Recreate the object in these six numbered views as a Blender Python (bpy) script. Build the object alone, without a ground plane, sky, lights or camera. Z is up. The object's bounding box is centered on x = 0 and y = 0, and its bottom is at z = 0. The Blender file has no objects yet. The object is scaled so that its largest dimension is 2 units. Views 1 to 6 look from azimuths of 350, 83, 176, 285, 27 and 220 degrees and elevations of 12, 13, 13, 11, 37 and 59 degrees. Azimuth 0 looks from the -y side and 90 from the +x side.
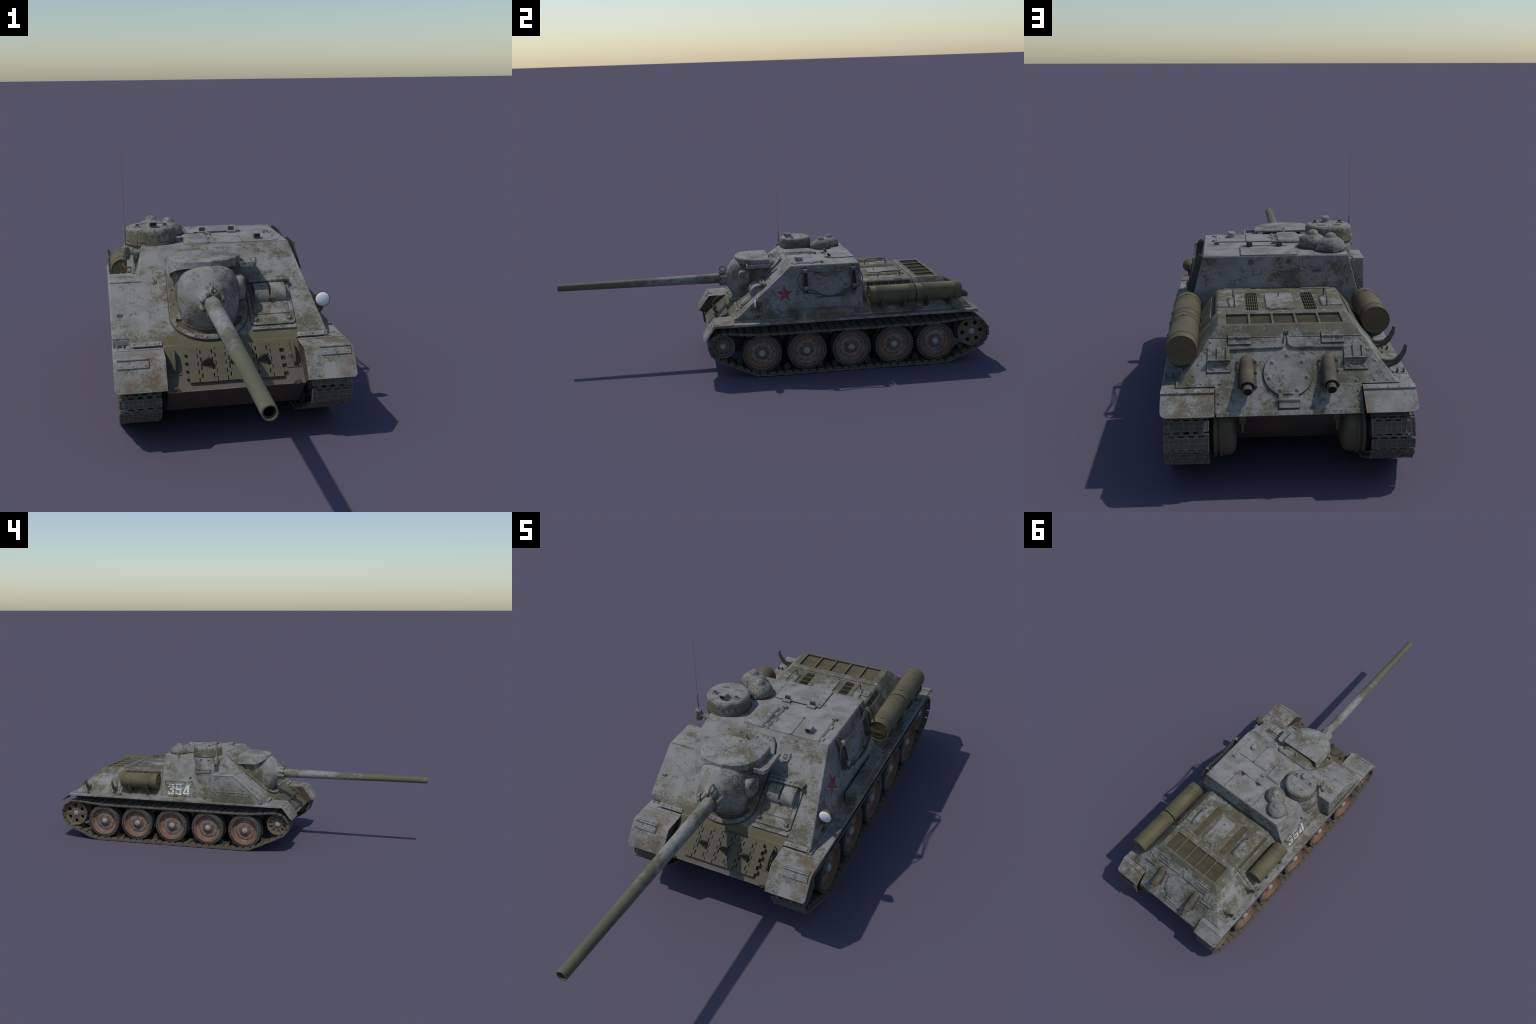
"""A winter-whitewashed casemate tank destroyer, built part by part."""
import bpy, bmesh, math, random
from mathutils import Vector, Matrix

rnd = random.Random(354)
PI = math.pi

# ------------------------------------------------------------------ materials
class Nodes:
    """Small helper around a node tree."""
    def __init__(self, name):
        self.mat = bpy.data.materials.new(name)
        self.mat.use_nodes = True
        self.t = self.mat.node_tree
        self.t.nodes.clear()
        self.out = self.t.nodes.new('ShaderNodeOutputMaterial')
        self.bsdf = self.t.nodes.new('ShaderNodeBsdfPrincipled')
        self.t.links.new(self.bsdf.outputs[0], self.out.inputs[0])
        tc = self.t.nodes.new('ShaderNodeTexCoord')
        self.obj = tc.outputs['Object']

    def new(self, kind, **kw):
        n = self.t.nodes.new(kind)
        for k, v in kw.items():
            setattr(n, k, v)
        return n

    def put(self, sock, v):
        if isinstance(v, (int, float)):
            sock.default_value = v
        elif isinstance(v, tuple):
            sock.default_value = (*v, 1) if len(v) == 3 and sock.type == 'RGBA' else v
        else:
            self.t.links.new(v, sock)

    def math(self, op, a, b=0.0, c=0.0, clamp=False):
        n = self.new('ShaderNodeMath', operation=op, use_clamp=clamp)
        for i, v in enumerate((a, b, c)):
            self.put(n.inputs[i], v)
        return n.outputs[0]

    def jitter(self, coord, amount=7.0):
        """Shift the coordinates by the object's random number, so repeats differ."""
        oi = self.new('ShaderNodeObjectInfo')
        n = self.new('ShaderNodeVectorMath', operation='MULTIPLY_ADD')
        c = self.new('ShaderNodeCombineXYZ')
        for i in range(3):
            self.put(c.inputs[i], oi.outputs['Random'])
        self.put(n.inputs[0], c.outputs[0])
        n.inputs[1].default_value = (amount, amount * 0.7, amount * 1.3)
        self.put(n.inputs[2], coord)
        return n.outputs[0]

    def scale(self, coord, s):
        n = self.new('ShaderNodeMapping')
        self.put(n.inputs['Vector'], coord)
        n.inputs['Scale'].default_value = s
        return n.outputs[0]

    def noise(self, scale, detail=5, rough=0.6, coord=None, dist=0.0):
        n = self.new('ShaderNodeTexNoise')
        self.put(n.inputs['Vector'], coord if coord is not None else self.obj)
        n.inputs['Scale'].default_value = scale
        n.inputs['Detail'].default_value = detail
        n.inputs['Roughness'].default_value = rough
        n.inputs['Distortion'].default_value = dist
        return n.outputs[0]

    def step(self, v, a, b):
        n = self.new('ShaderNodeMapRange', interpolation_type='SMOOTHSTEP')
        self.put(n.inputs[0], v)
        n.inputs[1].default_value, n.inputs[2].default_value = a, b
        return n.outputs[0]

    def mix(self, f, a, b):
        n = self.new('ShaderNodeMix', data_type='RGBA')
        self.put(n.inputs[0], f)
        self.put(n.inputs[6], a)
        self.put(n.inputs[7], b)
        return n.outputs[2]

    def xyz(self, coord=None):
        n = self.new('ShaderNodeSeparateXYZ')
        self.put(n.inputs[0], coord if coord is not None else self.obj)
        return n.outputs

    def edge(self, radius):
        """1 on sharp edges, 0 on flats."""
        b = self.new('ShaderNodeBevel', samples=4)
        b.inputs['Radius'].default_value = radius
        g = self.new('ShaderNodeNewGeometry')
        d = self.new('ShaderNodeVectorMath', operation='DOT_PRODUCT')
        self.put(d.inputs[0], b.outputs[0])
        self.put(d.inputs[1], g.outputs['True Normal'])
        return self.step(d.outputs['Value'], 0.985, 0.86)

    def bump(self, height, strength=0.3, dist=0.002):
        n = self.new('ShaderNodeBump')
        n.inputs['Strength'].default_value = strength
        n.inputs['Distance'].default_value = dist
        self.put(n.inputs['Height'], height)
        self.put(self.bsdf.inputs['Normal'], n.outputs[0])

    def done(self, color, rough=0.75, metallic=0.0, spec=0.25):
        self.put(self.bsdf.inputs['Base Color'], color)
        self.put(self.bsdf.inputs['Roughness'], rough)
        self.put(self.bsdf.inputs['Metallic'], metallic)
        self.bsdf.inputs['Specular IOR Level'].default_value = spec
        return self.mat

WHITE = (0.282, 0.276, 0.270)
GREY = (0.190, 0.188, 0.176)
OLIVE = (0.112, 0.103, 0.054)
DKOLIVE = (0.076, 0.072, 0.044)
RUST = (0.175, 0.085, 0.048)

def whitewash(name, green=0.5, rust=0.0, low_green=None, glacis=False, edge=0.45, lines=0.0, jit=False, grain=1.0, band=None):
    """Worn lime whitewash over olive paint. green: share of bare olive."""
    m = Nodes(name)
    co = m.jitter(m.obj) if jit else m.obj
    big = m.noise(10.5, 5, 0.58, co)
    mid = m.noise(36, 6, 0.66, co)
    fine = m.noise(150, 4, 0.7, co)
    v = m.math('MULTIPLY_ADD', mid, 0.5, m.math('MULTIPLY', big, 0.5))
    v = m.math('MULTIPLY_ADD', m.math('SUBTRACT', fine, 0.5), 0.40 * grain, v)
    th = 0.5 + (0.5 - green) * 0.26          # threshold for bare paint
    X, Y, Z = m.xyz()
    if low_green is not None:                # scraped paint along the foot of the plates
        z0, z1, amt = low_green
        lowm = m.step(m.math('MULTIPLY_ADD', m.math('SUBTRACT', mid, 0.5), 0.10, Z), z1, z0)
        v = m.math('MULTIPLY_ADD', lowm, amt, v)
    if band:                                 # the wash has been rubbed off a belt of the wall
        zz = m.math('MULTIPLY_ADD', m.math('SUBTRACT', mid, 0.5), 0.02, Z)
        bm_ = m.math('MULTIPLY', m.step(zz, band[0] - 0.006, band[0] + 0.004), m.step(zz, band[1] + 0.012, band[1] - 0.010))
        v = m.math('MULTIPLY_ADD', bm_, 0.13, v)
    bare = m.step(v, th - 0.025, th + 0.09)
    worn = m.step(v, th - 0.13, th + 0.06)
    # whitewash itself: streaky greys
    tone = m.noise(14, 5, 0.6, co, 0.4)
    white = m.mix(m.step(tone, 0.40, 0.68), WHITE, GREY)
    white = m.mix(m.math('MULTIPLY', m.step(fine, 0.52, 0.75), 0.25), white, GREY)
    green_c = m.mix(m.step(m.noise(34, 4, 0.6, co), 0.4, 0.65), OLIVE, DKOLIVE)
    white = m.mix(m.math('MULTIPLY', worn, 0.55), white, (0.185, 0.182, 0.145))
    col = m.mix(m.math('MULTIPLY', bare, 0.84), white, green_c)
    if glacis:                               # bare paint, then brown mud below the collar
        xa = m.math('ABSOLUTE', X)
        n2 = m.math('MULTIPLY_ADD', m.math('SUBTRACT', mid, 0.5), 0.09, Z)
        lo = m.math('MULTIPLY', m.step(n2, 0.288, 0.268), m.step(xa, 0.235, 0.195))
        brown = m.mix(m.step(big, 0.42, 0.6), (0.115, 0.095, 0.068), (0.125, 0.105, 0.095))
        foot = m.mix(m.step(n2, 0.232, 0.198), OLIVE, brown)
        col = m.mix(m.math('MULTIPLY', lo, 0.92), col, foot)
    if rust > 0:
        r = m.noise(11, 6, 0.65, m.scale(co, (1, 1, 1.0)), 0.3)
        rm = m.math('MULTIPLY', m.step(r, 0.60 - 0.10 * rust, 0.74 - 0.06 * rust), 0.62)
        col = m.mix(rm, col, (0.160, 0.104, 0.068))
    if edge > 0:
        e = m.math('MULTIPLY', m.edge(0.0035), m.step(m.noise(60, 4, 0.6, co), 0.36, 0.60))
        col = m.mix(m.math('MULTIPLY', e, edge), col, (0.40, 0.395, 0.38))
    if lines > 0:
        e2 = m.math('MULTIPLY', m.edge(0.006), m.step(m.noise(45, 4, 0.6, m.scale(co, (1.3, 1.1, 1.2))), 0.42, 0.6))
        col = m.mix(m.math('MULTIPLY', e2, lines), col, (0.17, 0.10, 0.075))
    m.bump(m.math('MULTIPLY_ADD', fine, 0.5, mid), 0.22, 0.0016)
    return m.done(col, m.math('MULTIPLY_ADD', bare, -0.12, 0.82))

def two_tone(name, a, b, scale=20, lo=0.42, hi=0.6, rough=0.7, c=None, cs=(0.55, 0.7), bump=0.2, edge=None, jit=False, metallic=0.0, stretch=None):
    m = Nodes(name)
    co = m.jitter(m.obj) if jit else m.obj
    if stretch:
        co = m.scale(co, stretch)
    n = m.noise(scale, 6, 0.65, co)
    f = m.noise(scale * 6, 4, 0.7, co)
    col = m.mix(m.step(m.math('MULTIPLY_ADD', m.math('SUBTRACT', f, 0.5), 0.3, n), lo, hi), a, b)
    if c:
        col = m.mix(m.step(m.noise(scale * 0.6, 6, 0.68, m.scale(co, (1.1, 0.9, 1.2))), *cs), col, c)
    if edge:
        ec, amt = edge
        col = m.mix(m.math('MULTIPLY', m.edge(0.0025), amt), col, ec)
    m.bump(f, bump, 0.0012)
    return m.done(col, rough, metallic)

def wheel_paint(name):
    """Greyish primer flaking to orange rust in rings around the hub (local x is the axle)."""
    m = Nodes(name)
    co = m.jitter(m.obj)
    X, Y, Z = m.xyz()
    r = m.math('SQRT', m.math('ADD', m.math('MULTIPLY', Y, Y), m.math('MULTIPLY', Z, Z)))
    n = m.noise(38, 6, 0.68, co)
    def ring(c, w):
        d = m.math('ABSOLUTE', m.math('SUBTRACT', r, c))
        return m.step(m.math('MULTIPLY_ADD', m.math('SUBTRACT', n, 0.5), -0.040, d), w, w * 0.25)
    rr = m.math('MAXIMUM', m.math('MAXIMUM', m.math('MULTIPLY', ring(0.0535, 0.0075), 0.9), ring(0.0270, 0.0110)), m.math('MULTIPLY', ring(0.0685, 0.0120), 0.95))
    rr = m.math('MAXIMUM', rr, m.step(n, 0.60, 0.72))
    grey = m.mix(m.step(m.noise(24, 5, 0.6, co), 0.4, 0.62), (0.225, 0.205, 0.205), (0.175, 0.155, 0.150))
    rust = m.mix(m.step(m.noise(50, 5, 0.6, co), 0.4, 0.64), (0.220, 0.102, 0.050), (0.150, 0.077, 0.044))
    col = m.mix(m.math('MULTIPLY', rr, 0.92), grey, rust)
    lip = m.step(r, 0.0715, 0.0735)
    col = m.mix(m.math('MULTIPLY', lip, 0.85), col, (0.17, 0.155, 0.115))
    m.bump(n, 0.25, 0.0015)
    return m.done(col, 0.75)

def gun_paint(name):
    m = Nodes(name)
    X, Y, Z = m.xyz()
    n = m.noise(9, 6, 0.65, m.scale(m.obj, (1, 0.8, 1)))
    n3 = m.noise(60, 5, 0.65, m.scale(m.obj, (1, 0.55, 1)))
    nn = m.math('MULTIPLY_ADD', m.math('SUBTRACT', n3, 0.5), 0.6, n)
    band = m.new('ShaderNodeValToRGB')
    m.put(band.inputs[0], m.math('MULTIPLY', Y, -1.0))
    cr = band.color_ramp
    stops = [(0.22, 0.58), (0.30, 0.50), (0.38, 0.28), (0.48, 0.34), (0.60, 0.46), (0.66, 0.66), (0.78, 0.86), (0.92, 0.72), (1.0, 0.62)]
    while len(cr.elements) < len(stops):
        cr.elements.new(0.5)
    for el, (p, v) in zip(cr.elements, stops):
        el.position, el.color = p, (v, v, v, 1)
    g = m.step(m.math('ADD', nn, band.outputs[0]), 0.78, 1.16)
    col = m.mix(m.step(n3, 0.45, 0.65), (0.255, 0.255, 0.248), (0.185, 0.186, 0.165))
    col = m.mix(m.math('MULTIPLY', g, 0.9), col, m.mix(m.step(n, 0.4, 0.6), (0.125, 0.122, 0.065), (0.10, 0.098, 0.055)))
    m.bump(n3, 0.2, 0.001)
    return m.done(col, 0.7)

def faded(name, a, b, c):
    """Chalky painted mark that has flaked to the paint below."""
    m = Nodes(name)
    n = m.noise(42, 6, 0.7, m.scale(m.obj, (1, 1, 0.6)))
    f = m.noise(160, 3, 0.6)
    col = m.mix(m.step(m.math('MULTIPLY_ADD', m.math('SUBTRACT', f, 0.5), 0.25, n), 0.44, 0.60), a, b)
    col = m.mix(m.math('MULTIPLY', m.step(m.noise(70, 5, 0.6), 0.53, 0.66), 0.8), col, c)
    return m.done(col, 0.8)

M = dict(
    casemate=whitewash('whitewashed_casemate_paint', 0.42, low_green=(0.255, 0.33, 0.10), glacis=True, edge=0.7),
    roof=whitewash('whitewashed_roof_paint', 0.24, lines=0.45, edge=0.3),
    cupola=whitewash('mottled_cupola_paint', 0.55, edge=0.35, grain=1.5, band=(0.489, 0.522)),
    cast=whitewash('whitewashed_cast_steel', 0.42, edge=0.4, grain=1.4),
    collar=whitewash('scraped_cast_collar_paint', 0.72, edge=0.7),
    trim=whitewash('whitewashed_fittings', 0.58, edge=0.7),
    deck=whitewash('scraped_engine_deck_paint', 0.80, edge=0.75),
    deckhatch=whitewash('whitewashed_hatch_paint', 0.46, edge=0.65),
    rear=whitewash('whitewashed_rear_plate_paint', 0.58, edge=0.75),
    fender=whitewash('rusty_fender_paint', 0.42, rust=0.75, edge=0.65),
    mudguard=whitewash('rusty_mudguard_paint', 0.42, rust=1.1, edge=0.6),
    dome=whitewash('mottled_vent_dome_paint', 0.55, edge=0.0, grain=1.8),
    gun=gun_paint('gun_tube_paint'),
    olive=two_tone('olive_drum_paint', (0.128, 0.114, 0.064), (0.106, 0.094, 0.053), 16, c=(0.140, 0.092, 0.056), cs=(0.52, 0.74), rough=0.62, bump=0.08),
    strap=two_tone('rusty_strap', (0.15, 0.075, 0.045), (0.11, 0.085, 0.048), 40),
    drumrust=two_tone('rusty_drum_end', (0.115, 0.10, 0.05), (0.20, 0.085, 0.04), 26, 0.48, 0.62),
    bracket=two_tone('dark_olive_bracket', (0.075, 0.075, 0.052), (0.10, 0.10, 0.085), 40),
    hull=two_tone('muddy_hull_paint', (0.068, 0.054, 0.044), (0.095, 0.066, 0.052), 14, c=(0.075, 0.07, 0.05)),
    drive=two_tone('brown_cast_drive', (0.118, 0.096, 0.064), (0.092, 0.074, 0.050), 24),
    brown=two_tone('brown_bare_steel', (0.085, 0.062, 0.046), (0.115, 0.085, 0.062), 40),
    exhaust=two_tone('scorched_exhaust_steel', (0.125, 0.118, 0.078), (0.10, 0.078, 0.058), 30, c=(0.085, 0.068, 0.055)),
    black=two_tone('black_hole_shade', (0.010, 0.009, 0.009), (0.016, 0.014, 0.013), 40),  # near-black colour stands in for the shade inside openings
    mesh=two_tone('brown_wire_mesh', (0.150, 0.135, 0.080), (0.125, 0.100, 0.062), 30),
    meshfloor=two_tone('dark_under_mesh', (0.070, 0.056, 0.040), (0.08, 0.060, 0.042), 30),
    grime_shade=two_tone('brown_grime_shade', (0.062, 0.047, 0.037), (0.085, 0.060, 0.046), 60),  # dark brown of the crease shade and dirt round raised plates
    rubber=two_tone('dusty_rubber', (0.042, 0.041, 0.040), (0.062, 0.059, 0.053), 30, jit=True),
    rubberrib=two_tone('worn_rubber_rib', (0.19, 0.182, 0.17), (0.13, 0.124, 0.115), 40, jit=True),
    wheel=wheel_paint('rusty_wheel_paint'),
    hub=two_tone('worn_hub_steel', (0.33, 0.335, 0.34), (0.25, 0.25, 0.245), 60, rough=0.55, jit=True),
    idler=two_tone('rusty_brown_wheel', (0.140, 0.118, 0.092), (0.185, 0.098, 0.062), 45, 0.50, 0.66, c=(0.13, 0.115, 0.085), jit=True),
    track=two_tone('muddy_track_steel', (0.132, 0.106, 0.070), (0.100, 0.084, 0.060), 60, c=(0.130, 0.090, 0.052), cs=(0.58, 0.72), jit=True, edge=((0.14, 0.14, 0.14), 0.35)),
    knuckle=two_tone('worn_track_knuckle', (0.115, 0.110, 0.105), (0.095, 0.080, 0.062), 60, jit=True),
    rib=two_tone('polished_track_rib', (0.185, 0.182, 0.180), (0.130, 0.120, 0.108), 60, rough=0.5, jit=True),
    spare=two_tone('olive_spare_track_steel', (0.108, 0.098, 0.056), (0.088, 0.080, 0.062), 45, c=(0.094, 0.088, 0.078), edge=((0.24, 0.235, 0.215), 0.5), jit=True),
    horn=two_tone('rusty_guide_horn', (0.068, 0.052, 0.038), (0.120, 0.070, 0.044), 70, 0.52, 0.68, jit=True),
    cable=two_tone('dark_cable', (0.058, 0.055, 0.052), (0.085, 0.07, 0.055), 60),
    lens=two_tone('milky_lamp_glass', (0.80, 0.81, 0.83), (0.78, 0.79, 0.81), 10, rough=0.35, bump=0.0),
    lamp=two_tone('ochre_lamp_shell', (0.115, 0.095, 0.05), (0.09, 0.075, 0.04), 60),
    red=faded('faded_red_paint', (0.26, 0.036, 0.042), (0.20, 0.11, 0.11), (0.20, 0.19, 0.19)),
    paint=faded('flaked_white_paint', (0.70, 0.70, 0.69), (0.56, 0.56, 0.55), (0.30, 0.30, 0.28)),
    starline=faded('flaked_pale_outline', (0.46, 0.47, 0.48), (0.38, 0.385, 0.39), (0.18, 0.18, 0.17)),
)

# ------------------------------------------------------------------ mesh builder
class MB:
    """Collects closed pieces into one mesh."""
    def __init__(self):
        self.v, self.f, self.mi = [], [], []

    def add(self, verts, faces, X=None, mat=0):
        o = len(self.v)
        flip = X is not None and X.to_3x3().determinant() < 0
        for p in verts:
            p = Vector(p)
            self.v.append(X @ p if X is not None else p)
        for f in faces:
            f = tuple(i + o for i in f)
            self.f.append(f[::-1] if flip else f)
            self.mi.append(mat)
        return self

    def box(self, c, s, X=None, mat=0, taper=1.0):
        x, y, z = (d / 2 for d in s)
        V = []
        for k, t in ((-z, 1.0), (z, taper)):
            V += [(c[0] - x * t, c[1] - y * t, c[2] + k), (c[0] + x * t, c[1] - y * t, c[2] + k),
                  (c[0] + x * t, c[1] + y * t, c[2] + k), (c[0] - x * t, c[1] + y * t, c[2] + k)]
        return self.add(V, [(3, 2, 1, 0), (4, 5, 6, 7), (0, 1, 5, 4), (1, 2, 6, 5), (2, 3, 7, 6), (3, 0, 4, 7)], X, mat)

    def prism(self, pts, z0, z1, X=None, mat=0):
        """Extrude a 2D outline from z0 to z1."""
        a = sum(p[0] * q[1] - q[0] * p[1] for p, q in zip(pts, pts[1:] + pts[:1]))
        if a < 0:
            pts = pts[::-1]
        n = len(pts)
        V = [(x, y, z0) for x, y in pts] + [(x, y, z1) for x, y in pts]
        F = [tuple(range(n))[::-1], tuple(range(n, 2 * n))]
        F += [(i, (i + 1) % n, n + (i + 1) % n, n + i) for i in range(n)]
        return self.add(V, F, X, mat)

    def lathe(self, prof, n=32, X=None, mat=0, cap=True):
        """Turn a profile of (radius, height) around local z."""
        V, F, rings = [], [], []
        for r, z in prof:
            if r < 1e-6:
                rings.append([len(V)])
                V.append((0, 0, z))
            else:
                rings.append(list(range(len(V), len(V) + n)))
                V += [(r * math.cos(2 * PI * i / n), r * math.sin(2 * PI * i / n), z) for i in range(n)]
        for a, b in zip(rings, rings[1:]):
            for i in range(n):
                j = (i + 1) % n
                if len(a) == 1 and len(b) == 1:
                    continue
                if len(a) == 1:
                    F.append((a[0], b[j], b[i]))
                elif len(b) == 1:
                    F.append((a[i], a[j], b[0]))
                else:
                    F.append((a[i], a[j], b[j], b[i]))
        if cap:
            if len(rings[0]) > 1:
                F.append(tuple(rings[0])[::-1])
            if len(rings[-1]) > 1:
                F.append(tuple(rings[-1]))
        return self.add(V, F, X, mat)

    def cyl(self, r, z0, z1, n=16, X=None, mat=0, ch=0.0):
        if ch:
            return self.lathe([(r, z0), (r, z1 - ch), (r - ch, z1)], n, X, mat)
        return self.lathe([(r, z0), (r, z1)], n, X, mat)

    def bolt(self, x, y, h=0.0, r=0.0034, X=None, mat=0, z0=None):
        """A domed hexagonal head standing on height h of the frame X."""
        T = Matrix.Translation((x, y, 0))
        T = X @ T if X is not None else T
        z0 = h - 0.003 if z0 is None else z0
        self.lathe([(r * 1.3, z0), (r * 1.3, h + 0.0005), (r, h + 0.0006), (r, h + r * 0.50), (r * 0.7, h + r * 0.72), (0, h + r * 0.80)], 8, T, mat)
        return self

    def tube(self, path, r, n=8, X=None, mat=0, closed=False):
        P = [Vector(p) for p in path]
        m = len(P)
        R = r if callable(r) else (lambda t: r)
        V, F, up = [], [], None
        for i, p in enumerate(P):
            if closed:
                d = P[(i + 1) % m] - P[i - 1]
            else:
                d = P[min(i + 1, m - 1)] - P[max(i - 1, 0)]
            d.normalize()
            if up is None:
                up = Vector((0, 0, 1)) if abs(d.z) < 0.9 else Vector((1, 0, 0))
            a = d.cross(up).normalized()
            up = a.cross(d).normalized()
            rr = R(i / max(1, m - 1))
            V += [p + (a * math.cos(2 * PI * k / n) + up * math.sin(2 * PI * k / n)) * rr for k in range(n)]
        for i in range(m if closed else m - 1):
            for k in range(n):
                a, b = i * n + k, i * n + (k + 1) % n
                c, e = ((i + 1) % m) * n + (k + 1) % n, ((i + 1) % m) * n + k
                F.append((a, e, c, b))
        if not closed:
            F.append(tuple(range(n)))
            F.append(tuple(range((m - 1) * n, m * n))[::-1])
        return self.add(V, F, X, mat)

    def loft(self, rings, X=None, mat=0, cap=True):
        n = len(rings[0])
        V = [p for r in rings for p in r]
        F = []
        for i in range(len(rings) - 1):
            for k in range(n):
                a, b = i * n + k, i * n + (k + 1) % n
                F.append((a, b, b + n, a + n))
        if cap:
            F.append(tuple(range(n))[::-1])
            F.append(tuple(range((len(rings) - 1) * n, len(rings) * n)))
        return self.add(V, F, X, mat)

    def mesh(self, name):
        me = bpy.data.meshes.new(name)
        me.from_pydata([tuple(p) for p in self.v], [], self.f)
        me.polygons.foreach_set('material_index', self.mi)
        bm = bmesh.new()
        bm.from_mesh(me)
        bmesh.ops.recalc_face_normals(bm, faces=bm.faces)
        bm.to_mesh(me)
        bm.free()
        return me

ROOT = bpy.data.objects.new('tank_destroyer', None)
bpy.context.scene.collection.objects.link(ROOT)
ROOT['label'] = 'whitewashed casemate tank destroyer with long gun and rusty wheels'
ROOT['category'] = 'tank destroyer'

def smooth(me, angle=32):
    me.polygons.foreach_set('use_smooth', [True] * len(me.polygons))
    me.set_sharp_from_angle(angle=math.radians(angle))

def obj(name, mb, mats, parent=None, bevel=0.0, seg=2, angle=32, stuff=False, loc=None, rot=None, weld=False):
    me = mb if isinstance(mb, bpy.types.Mesh) else mb.mesh(name)
    if not me.materials:
        for k in (mats if isinstance(mats, (list, tuple)) else [mats]):
            me.materials.append(M[k])
    smooth(me, angle)
    o = bpy.data.objects.new(name, me)
    bpy.context.scene.collection.objects.link(o)
    o.parent = parent or ROOT
    if loc:
        o.location = loc
    if rot:
        o.rotation_euler = rot
    if bevel:
        b = o.modifiers.new('round_edges', 'BEVEL')
        b.width, b.segments, b.limit_method, b.angle_limit = bevel, seg, 'ANGLE', math.radians(25)
        b.harden_normals = False
    if stuff:
        o['kind'] = 'stuff'
    return o

def carve(o, cutters):
    """Cut closed pieces out of an object and keep the result as plain mesh."""
    made = []
    for c in cutters:
        me = c.mesh('cutter')
        k = bpy.data.objects.new('cutter', me)
        bpy.context.scene.collection.objects.link(k)
        md = o.modifiers.new('cut', 'BOOLEAN')
        md.operation, md.solver, md.object = 'DIFFERENCE', 'EXACT', k
        made.append(k)
    # booleans come before the bevel
    for md in [x for x in o.modifiers if x.type == 'BEVEL']:
        o.modifiers.move(o.modifiers.find(md.name), len(o.modifiers) - 1)
    dg = bpy.context.evaluated_depsgraph_get()
    dg.update()
    me = bpy.data.meshes.new_from_object(o.evaluated_get(dg))
    o.modifiers.clear()
    o.data = me
    smooth(me)
    for k in made:
        bpy.data.objects.remove(k)
    return o

def frame(origin, u, v):
    u, v = Vector(u).normalized(), Vector(v).normalized()
    n = u.cross(v).normalized()
    X = Matrix((u, v, n)).transposed().to_4x4()
    X.translation = Vector(origin)
    return X

def arc(cx, cy, r, a0, a1, n, ry=None):
    ry = ry or r
    return [(cx + r * math.cos(math.radians(a0 + (a1 - a0) * i / n)), cy + ry * math.sin(math.radians(a0 + (a1 - a0) * i / n))) for i in range(n + 1)]

def rrect(x0, x1, y0, y1, r, n=4):
    return arc(x1 - r, y1 - r, r, 0, 90, n) + arc(x0 + r, y1 - r, r, 90, 180, n) + arc(x0 + r, y0 + r, r, 180, 270, n) + arc(x1 - r, y0 + r, r, 270, 360, n)

def spline(ctrl, per=6):
    """Catmull-Rom curve through control points."""
    P = [Vector(p) for p in ctrl]
    P = [2 * P[0] - P[1]] + P + [2 * P[-1] - P[-2]]
    out = []
    for i in range(1, len(P) - 2):
        for k in range(per):
            t = k / per
            a, b, c, d = P[i - 1:i + 3]
            out.append(0.5 * (2 * b + (c - a) * t + (2 * a - 5 * b + 4 * c - d) * t * t + (3 * b - a - 3 * c + d) * t ** 3))
    out.append(P[-2])
    return out

ALONG_X = Matrix.Rotation(PI / 2, 4, 'Y')          # local z -> +x
def axis_x(x, y, z):
    return Matrix.Translation((x, y, z)) @ ALONG_X
def axis_y(x, y, z):                               # local z -> -y
    return Matrix.Translation((x, y, z)) @ Matrix.Rotation(PI / 2, 4, 'X')
def at(x, y, z):
    return Matrix.Translation((x, y, z))
FLIP = Matrix.Scale(-1, 4, (1, 0, 0))

# ------------------------------------------------------------------ key planes
GT = Vector((0, 0.080, 0.4865))                    # top edge of the glacis
NOSE = Vector((0, -0.306, 0.166))
GLACIS = frame(GT, (1, 0, 0), GT - NOSE)           # local (x, -distance down, height)
RT, RB = Vector((0, 0.822, 0.358)), Vector((0, 0.968, 0.206))
REAR = frame(RT, (-1, 0, 0), RT - RB)              # local (-x, -distance down, height)
SIDE_R = frame((0.2835, 0, 0.2605), (0, 1, 0), (-0.058, 0, 0.226))
SIDE_L = frame((-0.2835, 0, 0.2605), (0, -1, 0), (0.058, 0, 0.226))
def side_v(z):                                     # distance up the casemate side for a height
    return (z - 0.2605) * math.hypot(0.058, 0.226) / 0.226
def rear_s(z):
    return -(0.358 - z) * (RT - RB).length / (0.358 - 0.206)
GX = Matrix.Rotation(0, 4, 'X')

# ------------------------------------------------------------------ lower hull
mb = MB()
mb.prism([(-0.3045, 0.1655), (-0.22, 0.084), (0.842, 0.084), (0.966, 0.205), (0.93, 0.24), (0.90, 0.258), (-0.18, 0.258), (-0.20, 0.246)],
         -0.1885, 0.1885, Matrix(((0, 0, 1, 0), (1, 0, 0, 0), (0, 1, 0, 0), (0, 0, 0, 1))))
hull = obj('lower_hull', mb, 'hull', bevel=0.002)
mb = MB()                                          # swing arm bosses behind the wheels
for y in (-0.0715, 0.135, 0.342, 0.543, 0.740):
    for s in (1, -1):
        mb.box((s * 0.196, y + 0.03, 0.118), (0.016, 0.085, 0.03))
        mb.box((s * 0.1905, y + 0.045, 0.20), (0.008, 0.02, 0.09))
obj('suspension_arm', mb, 'hull', hull, bevel=0.002, stuff=True)
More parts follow.
